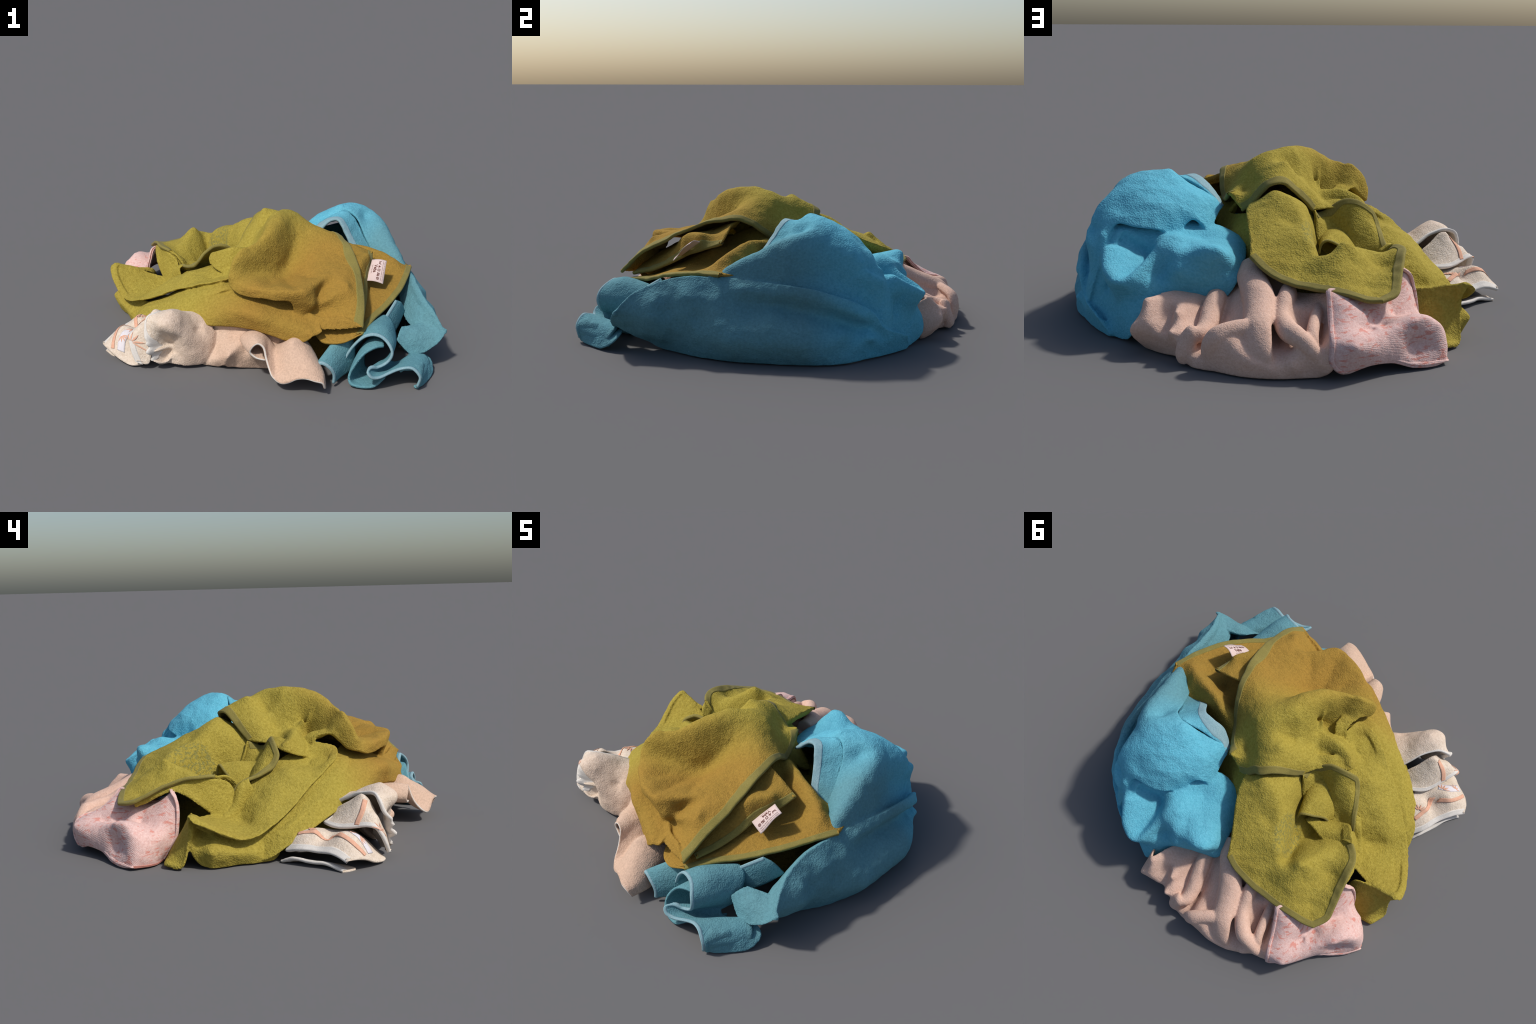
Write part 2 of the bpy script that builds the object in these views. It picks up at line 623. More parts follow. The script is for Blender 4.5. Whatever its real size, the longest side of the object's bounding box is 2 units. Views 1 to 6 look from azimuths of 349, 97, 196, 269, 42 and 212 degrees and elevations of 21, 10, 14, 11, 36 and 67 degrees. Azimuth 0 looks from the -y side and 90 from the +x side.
M_BLUE = terry("turquoise_terry", (0.115, 0.43, 0.56), (0.075, 0.33, 0.45), (0.17, 0.51, 0.65), (0.110, 0.250, 0.285), ((0.60, -0.80, 0.0), 0.05, 0.40), bump=0.9, scale=150)  # rear blue brightened with baked-in skylight, second tone greyed for the shaded side
M_BHEM = weave("turquoise_border", (0.29, 0.42, 0.46), (0.17, 0.31, 0.36))
M_PEACH = terry("peach_terry", (0.66, 0.44, 0.345), (0.52, 0.32, 0.24), (0.74, 0.53, 0.43), bump=0.55, scale=190)
M_CREAM = terry("cream_terry", (0.64, 0.54, 0.44), (0.50, 0.39, 0.29), (0.76, 0.68, 0.59), (0.56, 0.385, 0.285), ((0.85, -0.5, 0.0), -0.34, 0.02), bump=0.7, scale=170)
M_CHEM = weave("cream_hem", (0.68, 0.65, 0.61), (0.58, 0.54, 0.49))
M_LABEL = weave("label_satin", (0.66, 0.53, 0.50), (0.60, 0.47, 0.44), bump=0.05)
M_INK = weave("label_print", (0.16, 0.06, 0.05), (0.12, 0.05, 0.04), bump=0.02)
M_STRIPE = terry("orange_band", (0.66, 0.365, 0.25), (0.56, 0.30, 0.20), (0.72, 0.44, 0.32), bump=0.3)
M_CORAL = weave("coral_border", (0.54, 0.235, 0.185), (0.46, 0.19, 0.15))
M_WHITE = weave("white_band", (0.70, 0.67, 0.70), (0.62, 0.58, 0.60))


def pink_pattern():
    N = Nodes("pink_jacquard")
    h, n1, n2 = terry_height(N, 190)
    c = N.mix(N.ramp(n1, [(0.3, 0.0), (0.7, 1.0)]), (0.60, 0.37, 0.33), (0.72, 0.52, 0.48))
    streak = N.noise(62, 3, 0.55, (0.40, 0.40, 1.5), (0.25, 0.3, 0.6))
    place = N.noise(11, 2, 0.5)
    f = N.math("MULTIPLY", N.ramp(streak, [(0.55, 0.0), (0.62, 1.0)]), N.ramp(place, [(0.36, 0.0), (0.52, 0.8)]))
    c = N.mix(f, c, (0.60, 0.22, 0.17))
    rib = N.wave(60, (0.4, 0.2, 0.9), 2.0)
    return N.finish(c, N.math("ADD", h, N.math("MULTIPLY", rib, 0.25)), 0.4, sheen=0.15, tint=(0.9, 0.8, 0.8))


M_PINK = pink_pattern()

# ================================================================== OLIVE GREEN TOWEL
green = towel("olive_green_towel", "crumpled olive green terry bath towel with sewn hems")

panel("drape", green, M_GREEN, up=(0.0, -0.10, 1.0), centre=(0.03, -0.25, 0.22), seed=1, soft=3e-4, crisp=0.011,
      edge=[(0.35, -0.83, 0.31), (0.37, -0.77, 0.37), (0.385, -0.70, 0.43), (0.40, -0.57, 0.495), (0.40, -0.48, 0.545),
            (0.395, -0.39, 0.58), (0.385, -0.30, 0.60), (0.365, -0.20, 0.605), (0.342, -0.12, 0.575), (0.32, -0.065, 0.532), (0.292, -0.01, 0.498),
            (0.25, 0.08, 0.51), (0.205, 0.166, 0.555),
            (0.126, 0.196, 0.485), (0.07, 0.21, 0.53), (0.03, 0.20, 0.58), (-0.01, 0.20, 0.610), (-0.06, 0.165, 0.615),
            (-0.10, 0.13, 0.58), (-0.14, 0.09, 0.53), (-0.17, 0.043, 0.475),
            (-0.23, -0.03, 0.475), (-0.31, -0.075, 0.48), (-0.37, -0.11, 0.46), (-0.385, -0.17, 0.44), (-0.33, -0.25, 0.415), (-0.26, -0.285, 0.435),
            (-0.255, -0.31, 0.505), (-0.268, -0.35, 0.520), (-0.275, -0.385, 0.515), (-0.29, -0.42, 0.485), (-0.315, -0.465, 0.445),
            (-0.315, -0.52, 0.43), (-0.27, -0.57, 0.410), (-0.205, -0.62, 0.410), (-0.15, -0.66, 0.42), (-0.09, -0.69, 0.42),
            (-0.02, -0.705, 0.415), (0.015, -0.685, 0.335), (0.06, -0.73, 0.30), (0.14, -0.77, 0.28), (0.24, -0.805, 0.29)],
      corners=(0, 12, 13, 20), hems=((0, 12), (13, 20)), hem_mat=M_GHEM, roll=0.03,
      folds=[[(0.15, -0.04, 0.69), (0.11, -0.11, 0.71), (0.06, -0.19, 0.715), (0.02, -0.27, 0.705), (-0.03, -0.335, 0.69),
              (-0.09, -0.385, 0.665), (-0.17, -0.42, 0.64), (-0.25, -0.44, 0.62), (-0.30, -0.485, 0.56), (-0.32, -0.50, 0.49)],
             [(0.015, -0.12, 0.732)], [(0.056, -0.052, 0.721)], [(-0.02, -0.15, 0.728)],
             [(-0.095, -0.28, 0.675), (-0.09, -0.22, 0.650), (-0.088, -0.16, 0.630), (-0.08, -0.10, 0.605), (-0.06, -0.05, 0.612), (-0.015, -0.03, 0.652)],
             [(-0.118, -0.29, 0.59), (-0.115, -0.23, 0.56), (-0.115, -0.18, 0.555)], [(-0.090, -0.252, 0.520), (-0.124, -0.287, 0.490), (-0.17, -0.285, 0.465)],
             [(-0.13, -0.195, 0.535), (-0.19, -0.20, 0.535), (-0.25, -0.205, 0.535), (-0.30, -0.195, 0.525), (-0.345, -0.165, 0.505), (-0.365, -0.13, 0.49)],
             [(-0.16, -0.235, 0.49), (-0.24, -0.255, 0.465), (-0.32, -0.235, 0.445)],
             [(-0.12, -0.10, 0.545)], [(-0.15, 0.0, 0.565)], [(-0.09, 0.05, 0.620)], [(-0.25, -0.13, 0.475)], [(-0.18, -0.12, 0.495)], [(-0.30, -0.12, 0.475)], [(-0.04, 0.03, 0.690)], [(-0.03, 0.10, 0.665)], [(0.085, 0.06, 0.650), (0.09, 0.12, 0.590)], [(0.15, 0.10, 0.560)], [(0.20, 0.02, 0.590)], [(0.225, -0.065, 0.622)],
             [(0.313, -0.246, 0.626)], [(0.254, -0.194, 0.647)], [(0.231, -0.124, 0.644)],
             # the broad hollow on the front and the shadowed wall under the ridge
             [(0.11, -0.235, 0.635), (0.075, -0.29, 0.575), (0.03, -0.34, 0.52), (-0.016, -0.380, 0.490)], [(-0.07, -0.415, 0.495)], [(-0.144, -0.455, 0.500)], [(-0.205, -0.480, 0.500)],
             [(0.156, -0.363, 0.550)], [(0.04, -0.43, 0.455)], [(0.11, -0.45, 0.490)], [(0.0, -0.51, 0.450)], [(0.01, -0.61, 0.465)], [(0.20, -0.44, 0.535)], [(0.12, -0.54, 0.485)], [(-0.10, -0.54, 0.455)], [(0.25, -0.33, 0.585)],
             [(0.34, -0.34, 0.600), (0.35, -0.41, 0.565), (0.35, -0.49, 0.535), (0.35, -0.57, 0.510), (0.34, -0.64, 0.48), (0.335, -0.70, 0.44)],
             [(-0.25, -0.585, 0.46), (-0.15, -0.65, 0.47), (-0.06, -0.70, 0.480), (0.04, -0.71, 0.490), (0.10, -0.67, 0.49), (0.16, -0.62, 0.500), (0.20, -0.57, 0.515), (0.25, -0.52, 0.535)],
             [(0.10, -0.715, 0.385), (0.13, -0.69, 0.39), (0.16, -0.68, 0.415), (0.22, -0.67, 0.46), (0.29, -0.66, 0.495)],
             [(0.115, -0.675, 0.365), (0.15, -0.645, 0.415), (0.185, -0.63, 0.45), (0.23, -0.615, 0.485)],
             [(0.07, -0.695, 0.305), (0.14, -0.692, 0.33), (0.19, -0.695, 0.365), (0.233, -0.701, 0.415)],
             [(-0.175, -0.355, 0.545), (-0.183, -0.374, 0.56), (-0.198, -0.393, 0.585)], [(-0.135, -0.335, 0.625)], [(-0.203, -0.432, 0.624)], [(-0.22, -0.33, 0.50)]])

panel("fold", green, M_GREEN, up=(-0.70, 0.02, 0.71), seed=2,
      edge=[(-0.25, -0.31, 0.480), (-0.275, -0.40, 0.455), (-0.36, -0.405, 0.425), (-0.46, -0.35, 0.385), (-0.53, -0.29, 0.345),
            (-0.60, -0.235, 0.305), (-0.66, -0.18, 0.255), (-0.72, -0.12, 0.21), (-0.785, -0.05, 0.17), (-0.84, 0.025, 0.137),
            (-0.88, 0.10, 0.137), (-0.91, 0.18, 0.17), (-0.93, 0.24, 0.205), (-0.935, 0.31, 0.24), (-0.91, 0.335, 0.265),
            (-0.776, 0.325, 0.236), (-0.70, 0.30, 0.21), (-0.58, 0.24, 0.20), (-0.50, 0.13, 0.27), (-0.42, -0.02, 0.35), (-0.31, -0.14, 0.42), (-0.27, -0.22, 0.44)],
      corners=(0, 14), roll=0.018,
      folds=[[(-0.575, 0.10, 0.195), (-0.63, 0.085, 0.165), (-0.685, 0.065, 0.160)], [(-0.58, 0.035, 0.250), (-0.645, 0.02, 0.225), (-0.695, 0.030, 0.195)], [(-0.487, -0.149, 0.381)], [(-0.60, -0.06, 0.30)], [(-0.36, -0.28, 0.375)],
             [(-0.70, 0.12, 0.165)], [(-0.80, 0.15, 0.165)], [(-0.31, -0.33, 0.40)]])

panel("fold", green, M_GREEN, up=(-0.35, 0.90, 0.25), seed=3,
      edge=[(-0.91, 0.332, 0.262), (-0.776, 0.322, 0.236), (-0.66, 0.34, 0.21), (-0.64, 0.42, 0.05), (-0.72, 0.45, 0.01), (-0.844, 0.454, 0.01),
            (-0.888, 0.375, 0.01), (-0.885, 0.345, 0.09), (-0.880, 0.333, 0.185)],
      corners=(0, 5), roll=0.012, folds=[[(-0.80, 0.37, 0.16)], [(-0.80, 0.42, 0.07)]])

panel("fold", green, M_GREEN, up=(-0.92, -0.05, 0.38), seed=4,
      edge=[(-0.86, 0.32, 0.235), (-0.83, 0.25, 0.19), (-0.80, 0.15, 0.15), (-0.77, 0.06, 0.14), (-0.72, -0.02, 0.15), (-0.68, -0.08, 0.16),
            (-0.72, -0.10, 0.08), (-0.76, -0.07, 0.01), (-0.795, -0.02, 0.004), (-0.83, 0.10, 0.004), (-0.872, 0.22, 0.004), (-0.86, 0.29, 0.02), (-0.87, 0.335, 0.10), (-0.88, 0.335, 0.19)],
      corners=(0,), roll=0.01,
      folds=[[(-0.912, 0.235, 0.085), (-0.875, 0.14, 0.06), (-0.83, 0.04, 0.055)], [(-0.80, 0.28, 0.17)], [(-0.85, 0.22, 0.14)], [(-0.80, 0.10, 0.105), (-0.76, 0.0, 0.11)]])

panel("roll", green, M_GREEN, up=(-0.40, -0.50, 0.77), seed=5,
      edge=[(0.144, -0.797, 0.284), (0.10, -0.63, 0.36), (0.02, -0.52, 0.42), (-0.12, -0.46, 0.44), (-0.25, -0.40, 0.42), (-0.38, -0.36, 0.37),
            (-0.50, -0.28, 0.31), (-0.60, -0.20, 0.25), (-0.69, -0.10, 0.19), (-0.74, 0.0, 0.13), (-0.78, 0.05, 0.07),
            (-0.79, 0.05, 0.02), (-0.815, -0.03, 0.025), (-0.81, -0.12, 0.08), (-0.75, -0.235, 0.14), (-0.64, -0.36, 0.195), (-0.53, -0.46, 0.21), (-0.42, -0.545, 0.222),
            (-0.32, -0.59, 0.235), (-0.22, -0.64, 0.24), (-0.13, -0.70, 0.23), (-0.04, -0.75, 0.215), (0.05, -0.802, 0.225)],
      corners=(0, 22), flat=((22, 0),), roll=0.035,
      folds=[[(-0.05, -0.65, 0.345), (-0.12, -0.62, 0.36), (-0.21, -0.58, 0.375), (-0.31, -0.52, 0.37), (-0.41, -0.455, 0.345), (-0.50, -0.40, 0.315), (-0.60, -0.30, 0.265), (-0.69, -0.19, 0.195), (-0.77, -0.08, 0.13)],
             [(0.09, -0.805, 0.262), (-0.02, -0.755, 0.275), (-0.16, -0.70, 0.285), (-0.28, -0.625, 0.285), (-0.40, -0.55, 0.265), (-0.52, -0.45, 0.245), (-0.62, -0.35, 0.225),
              (-0.71, -0.25, 0.18), (-0.785, -0.15, 0.125)],
             [(-0.42, -0.47, 0.325), (-0.48, -0.43, 0.305)]])

panel("fold", green, M_GREEN, up=(-0.5, -0.45, 0.74), seed=6,
      edge=[(-0.20, -0.33, 0.44), (-0.28, -0.46, 0.405), (-0.35, -0.465, 0.385), (-0.46, -0.425, 0.335), (-0.55, -0.365, 0.285), (-0.635, -0.265, 0.235), (-0.72, -0.17, 0.18), (-0.78, -0.08, 0.125),
            (-0.66, -0.08, 0.19), (-0.50, -0.18, 0.31), (-0.36, -0.26, 0.38)], roll=0.035, folds=[[(-0.35, -0.43, 0.405), (-0.46, -0.395, 0.350), (-0.55, -0.335, 0.300), (-0.63, -0.245, 0.245)]])

panel("flap", green, M_GREEN, up=(-0.25, 0.30, 0.92), seed=7,
      edge=[(-0.045, 0.612, 0.385), (-0.10, 0.64, 0.35), (-0.16, 0.655, 0.32), (-0.23, 0.67, 0.30), (-0.29, 0.675, 0.292), (-0.36, 0.685, 0.288), (-0.43, 0.69, 0.283),
            (-0.49, 0.69, 0.272), (-0.55, 0.69, 0.262), (-0.607, 0.682, 0.262),
            (-0.655, 0.61, 0.275), (-0.655, 0.55, 0.305), (-0.65, 0.49, 0.335), (-0.645, 0.43, 0.362), (-0.64, 0.37, 0.38), (-0.635, 0.301, 0.385), (-0.61, 0.25, 0.385), (-0.577, 0.215, 0.378),
            (-0.535, 0.16, 0.335), (-0.45, 0.10, 0.24), (-0.36, 0.06, 0.24), (-0.25, -0.01, 0.33), (-0.10, 0.00, 0.50), (0.0, 0.07, 0.53), (0.07, 0.16, 0.53),
            (0.075, 0.28, 0.515), (0.045, 0.373, 0.490), (0.0, 0.482, 0.440), (-0.03, 0.56, 0.41)],
      corners=(0, 9, 17), hems=((0, 9), (9, 17)), hem_mat=M_GHEM, roll=0.05,
      folds=[[(-0.02, 0.20, 0.585)], [(-0.062, 0.27, 0.56)], [(-0.146, 0.355, 0.475)], [(-0.165, 0.15, 0.505), (-0.185, 0.22, 0.485), (-0.215, 0.31, 0.465), (-0.250, 0.38, 0.425), (-0.285, 0.45, 0.385)], [(-0.10, 0.45, 0.455)], [(-0.05, 0.38, 0.490)], [(-0.16, 0.53, 0.405)],
             [(-0.20, 0.06, 0.34), (-0.225, 0.14, 0.265), (-0.26, 0.22, 0.215), (-0.295, 0.30, 0.235), (-0.32, 0.38, 0.285), (-0.325, 0.44, 0.325), (-0.315, 0.475, 0.355)],
             [(-0.32, 0.20, 0.22), (-0.37, 0.25, 0.250)],
             [(-0.22, 0.545, 0.372), (-0.27, 0.52, 0.375), (-0.339, 0.510, 0.385), (-0.365, 0.43, 0.385), (-0.40, 0.37, 0.375), (-0.435, 0.32, 0.36), (-0.48, 0.265, 0.345), (-0.53, 0.225, 0.335)],
             [(-0.309, 0.609, 0.318)], [(-0.544, 0.582, 0.285)], [(-0.60, 0.60, 0.280)], [(-0.57, 0.40, 0.325)], [(-0.43, 0.50, 0.385)], [(-0.50, 0.40, 0.355)], [(-0.60, 0.47, 0.32)], [(-0.42, 0.60, 0.335)]])

panel("inner_fold", green, M_GREEN, up=(0.05, 0.25, 0.97), seed=8,
      edge=[(-0.17, 0.043, 0.475), (-0.18, -0.03, 0.45), (-0.23, -0.05, 0.48), (-0.28, -0.07, 0.512), (-0.34, -0.075, 0.515), (-0.40, -0.09, 0.482), (-0.43, -0.10, 0.445),
            (-0.46, -0.07, 0.39), (-0.49, 0.0, 0.360), (-0.512, 0.06, 0.345), (-0.530, 0.10, 0.325), (-0.546, 0.145, 0.25),
            (-0.48, 0.14, 0.27), (-0.40, 0.14, 0.25), (-0.30, 0.12, 0.27), (-0.20, 0.10, 0.34)],
      corners=(0, 11), hems=((0, 11),), hem_mat=M_GHEM, hem_width=0.022, roll=0.01, amp=0.003,
      folds=[[(-0.247, -0.03, 0.405), (-0.27, 0.02, 0.335), (-0.33, 0.09, 0.28)], [(-0.349, 0.008, 0.395)], [(-0.431, -0.026, 0.405)], [(-0.490, 0.075, 0.325), (-0.44, 0.09, 0.27)], [(-0.30, -0.03, 0.44)]])

ribbon("inner_fold", green, M_GREEN, seed=9, thick=0.009, amp=0.003, edge_mat=M_GHEM, rim=0.004, rows=[
      [(-0.240, 0.215, 0.315), (-0.248, 0.210, 0.355), (-0.272, 0.200, 0.372), (-0.315, 0.178, 0.350), (-0.361, 0.147, 0.312), (-0.385, 0.135, 0.26)],
      [(-0.222, 0.135, 0.310), (-0.232, 0.125, 0.365), (-0.270, 0.115, 0.385), (-0.325, 0.098, 0.365), (-0.37, 0.085, 0.315), (-0.40, 0.08, 0.26)],
      [(-0.20, 0.050, 0.315), (-0.218, 0.040, 0.365), (-0.260, 0.030, 0.380), (-0.315, 0.02, 0.365), (-0.36, 0.02, 0.32), (-0.39, 0.02, 0.27)],
      [(-0.19, -0.02, 0.34), (-0.215, -0.03, 0.38), (-0.26, -0.035, 0.385), (-0.31, -0.035, 0.375), (-0.35, -0.03, 0.34), (-0.38, -0.03, 0.30)]])

panel("inner_fold", green, M_GREEN, up=(-0.1, 0.35, 0.93), seed=10,
      edge=[(-0.27, 0.19, 0.30), (-0.34, 0.22, 0.305), (-0.43, 0.25, 0.29), (-0.52, 0.23, 0.335), (-0.575, 0.215, 0.375), (-0.540, 0.155, 0.370), (-0.50, 0.11, 0.325), (-0.43, 0.11, 0.27), (-0.32, 0.14, 0.27)],
      corners=(4,), roll=0.025, amp=0.002, folds=[[(-0.317, 0.185, 0.300), (-0.40, 0.185, 0.305), (-0.465, 0.175, 0.315)], [(-0.53, 0.18, 0.365)]])

panel("underside", green, M_GREEN, up=(-0.93, 0.0, 0.36), seed=13,
      edge=[(-0.625, 0.61, 0.265), (-0.635, 0.52, 0.310), (-0.625, 0.42, 0.355), (-0.615, 0.31, 0.378), (-0.575, 0.21, 0.365), (-0.535, 0.14, 0.33), (-0.555, 0.11, 0.24), (-0.60, 0.15, 0.17), (-0.61, 0.22, 0.185),
            (-0.635, 0.28, 0.235), (-0.65, 0.34, 0.285), (-0.65, 0.41, 0.318), (-0.64, 0.48, 0.295), (-0.63, 0.56, 0.255)],
      roll=0.012, amp=0.003, folds=[[(-0.625, 0.30, 0.31)], [(-0.60, 0.22, 0.27)]])
ribbon("inner_fold", green, M_GREEN, seed=14, thick=0.009, amp=0.002, rows=[
      [(-0.505, 0.05, 0.345), (-0.530, 0.10, 0.32), (-0.548, 0.145, 0.235), (-0.60, 0.21, 0.165)],
      [(-0.53, 0.045, 0.325), (-0.56, 0.09, 0.29), (-0.585, 0.125, 0.215), (-0.64, 0.19, 0.16)],
      [(-0.52, 0.02, 0.28), (-0.545, 0.06, 0.25), (-0.575, 0.095, 0.19), (-0.62, 0.16, 0.14)]])

panel("inner_wall", green, M_GREEN, up=(0.35, 0.80, 0.48), seed=15,
      edge=[(0.27, 0.05, 0.44), (0.19, 0.11, 0.455), (0.12, 0.16, 0.47), (0.06, 0.20, 0.475), (0.02, 0.28, 0.46), (0.0, 0.36, 0.40), (0.02, 0.42, 0.30), (0.10, 0.36, 0.27), (0.20, 0.28, 0.28), (0.29, 0.18, 0.32)],
      roll=0.02, folds=[[(0.14, 0.24, 0.40)], [(0.07, 0.32, 0.37)], [(0.21, 0.17, 0.385)]])

# the inside of the heap: lower layers seen only through the gaps between the folds
core_v, core_f, NU, NV = [], [], 40, 12
for a in range(NV + 1):
    for b in range(NU):
        th, ph = a / NV * math.pi / 2, b / NU * 2 * math.pi
        p = (0.63 * math.cos(th) * math.cos(ph) + 0.01, 0.58 * math.cos(th) * math.sin(ph) - 0.03, 0.33 * math.sin(th) + 0.004)
        w = wrinkle(p, 0.02, 77)
        lift = 0.125 * math.exp(-((p[0] - 0.03) ** 2 + (p[1] + 0.30) ** 2) / 0.05) * math.sin(th)
        core_v.append((p[0] + w * 0.4, p[1] + w * 0.4, max(0.002, p[2] + w + lift)))
for a in range(NV):
    for b in range(NU):
        core_f.append((a*NU+b, a*NU+(b+1) % NU, (a+1)*NU+(b+1) % NU, (a+1)*NU+b))
core_f.append(tuple(range(NU - 1, -1, -1)))
add_mesh("bottom_layers", core_v, core_f, M_GREEN, green)

panel("lower_layer", green, M_GREEN, up=(0.15, -0.20, 0.97), seed=11,
      edge=[(0.82, -0.215, 0.405), (0.78, -0.30, 0.40), (0.73, -0.39, 0.39), (0.68, -0.47, 0.372), (0.62, -0.54, 0.35), (0.55, -0.61, 0.325), (0.48, -0.67, 0.305), (0.42, -0.74, 0.29),
            (0.35, -0.825, 0.27), (0.25, -0.835, 0.235), (0.14, -0.77, 0.22), (0.10, -0.60, 0.32), (0.15, -0.40, 0.42), (0.15, -0.10, 0.55),
            (0.18, 0.06, 0.52), (0.29, 0.07, 0.40), (0.40, 0.01, 0.38), (0.52, -0.04, 0.37), (0.64, -0.04, 0.375), (0.735, -0.065, 0.395), (0.79, -0.13, 0.40)],
      corners=(0, 8, 19), hems=((0, 8),), hem_mat=M_GHEM, roll=0.02,
      folds=[[(0.716, -0.23, 0.45), (0.64, -0.17, 0.485), (0.556, -0.117, 0.495), (0.48, -0.085, 0.49), (0.41, -0.045, 0.48), (0.34, -0.005, 0.465), (0.28, 0.04, 0.445)],
             [(0.70, -0.13, 0.395)], [(0.40, -0.33, 0.45)], [(0.60, -0.25, 0.405)], [(0.48, -0.20, 0.415)], [(0.36, -0.12, 0.45)], [(0.45, -0.35, 0.41)], [(0.27, -0.25, 0.46)], [(0.55, -0.42, 0.38)], [(0.66, -0.33, 0.395)], [(0.40, -0.60, 0.32)]])

panel("middle_layer", green, M_GREEN, up=(0.25, -0.35, 0.90), seed=12,
      edge=[(0.560, -0.247, 0.511), (0.53, -0.35, 0.47), (0.48, -0.45, 0.43), (0.45, -0.55, 0.38), (0.41, -0.66, 0.335), (0.37, -0.76, 0.310),
            (0.24, -0.72, 0.35), (0.15, -0.55, 0.45), (0.13, -0.27, 0.56), (0.26, -0.20, 0.590), (0.377, -0.225, 0.580), (0.47, -0.235, 0.55)],
      corners=(0, 5), hems=((0, 5),), hem_mat=M_GHEM, roll=0.02, folds=[[(0.36, -0.53, 0.455), (0.43, -0.47, 0.515), (0.46, -0.42, 0.535), (0.50, -0.36, 0.545)], [(0.42, -0.33, 0.525)]])

fuse("draped_cloth", M_GREEN, green, parts_of(green, "drape", "fold", "roll", "underside", "inner_wall"), soften=3)

# care label sewn under the middle layer's hem
LT = [np.array(p) for p in [(0.523, -0.363, 0.510), (0.600, -0.396, 0.512), (0.554, -0.498, 0.418), (0.465, -0.469, 0.427)]]


def label_point(s, t, lift=0.0):
    """s along the sewn side, t from the sewn side out to the free side."""
    a = LT[0] * (1 - s) + LT[3] * s
    b = LT[1] * (1 - s) + LT[2] * s
    n = np.cross(LT[1] - LT[0], LT[3] - LT[0])
    n = -n / np.linalg.norm(n) if n[2] > 0 else n / np.linalg.norm(n)
    n = n if n[2] > 0 else -n
    return a * (1 - t) + b * t + n * (0.012 * math.sin(t * 3.0) + 0.006 * math.sin(s * 5) * t + lift)


lv, lf, K = [], [], 14
for i in range(K + 1):
    for j in range(K + 1):
        lv.append(tuple(label_point(i / K, j / K)))
for i in range(K):
    for j in range(K):
        lf.append((i*(K+1)+j, (i+1)*(K+1)+j, (i+1)*(K+1)+j+1, i*(K+1)+j+1))
care_label = add_mesh("care_label", lv, lf, M_LABEL, green, 0.0025, offset=0.0)



def print_on_label(parent, text, s0, s1, t0, t1, bold=0.0):
    """Lettering set on the care label: s runs along the sewn side, t towards the free side."""
    cu = bpy.data.curves.new("lettering", "FONT")
    cu.body = text
    cu.size = 1.0
    cu.offset = bold
    cu.resolution_u = 2
    ob = bpy.data.objects.new("lettering", cu)
    bpy.context.collection.objects.link(ob)
    dg = bpy.context.evaluated_depsgraph_get()
    me = bpy.data.meshes.new_from_object(ob.evaluated_get(dg))
    bpy.data.objects.remove(ob)
    co = np.array([v.co[:] for v in me.vertices])
    lo, hi = co.min(0), co.max(0)
    vv = [tuple(label_point(s0 + (s1-s0) * (c[0]-lo[0]) / (hi[0]-lo[0]), t0 + (t1-t0) * (c[1]-lo[1]) / (hi[1]-lo[1]), 0.0022)) for c in co]
    ff = [tuple(p.vertices) for p in me.polygons]
    bpy.data.meshes.remove(me)
    add_mesh("lettering", vv, ff, M_INK, parent, smooth=False)


def print_lines(parent, strokes, w=0.012):
    """Printed line symbols: each stroke is a list of (s, t) corners."""
    verts, faces = [], []
    for st in strokes:
        for (a, b), (c, d) in zip(st, st[1:]):
            L = math.hypot(c - a, (d - b) * 0.7) + 1e-9
            ns, nt = -(d - b) * 0.7 / L * w, (c - a) / L * w / 0.7
            k = len(verts)
            for p, q in ((a + ns, b + nt), (a - ns, b - nt), (c - ns, d - nt), (c + ns, d + nt)):
                verts.append(tuple(label_point(p, q, 0.0022)))
            faces.append((k, k + 1, k + 2, k + 3))
    add_mesh("care_symbol", verts, faces, M_INK, parent, smooth=False)


print_on_label(care_label, "Veba", 0.26, 0.62, 0.27, 0.50, 0.03)
print_on_label(care_label, "xxxx xxxx xxxx", 0.26, 0.66, 0.15, 0.19)
for t in (0.80, 0.90):
    print_on_label(care_label, "xxxxx xx xxxxx xxxxx xx xxxx", 0.08, 0.92, t, t + 0.035)
ring = [(0.85 + 0.05 * math.cos(a), 0.63 + 0.07 * math.sin(a)) for a in np.linspace(0, 2 * math.pi, 13)]
print_lines(care_label, [[(0.10, 0.70), (0.12, 0.56), (0.22, 0.56), (0.24, 0.70)], [(0.13, 0.62), (0.21, 0.62)],
                         [(0.46, 0.56), (0.46, 0.69), (0.54, 0.69), (0.54, 0.56), (0.46, 0.56)],
                         [(0.61, 0.57), (0.75, 0.57), (0.73, 0.68), (0.66, 0.68), (0.61, 0.57)], [(0.62, 0.70), (0.75, 0.55)],
                         ring, [(0.81, 0.58), (0.89, 0.68)]])
tri = [tuple(label_point(a, b, 0.0022)) for a, b in ((0.29, 0.56), (0.41, 0.56), (0.35, 0.71))]
add_mesh("care_symbol", tri, [(0, 1, 2)], M_INK, care_label, smooth=False)

# ================================================================== TURQUOISE TOWEL
blue = towel("turquoise_towel", "large turquoise terry towel bundled beside the pile")

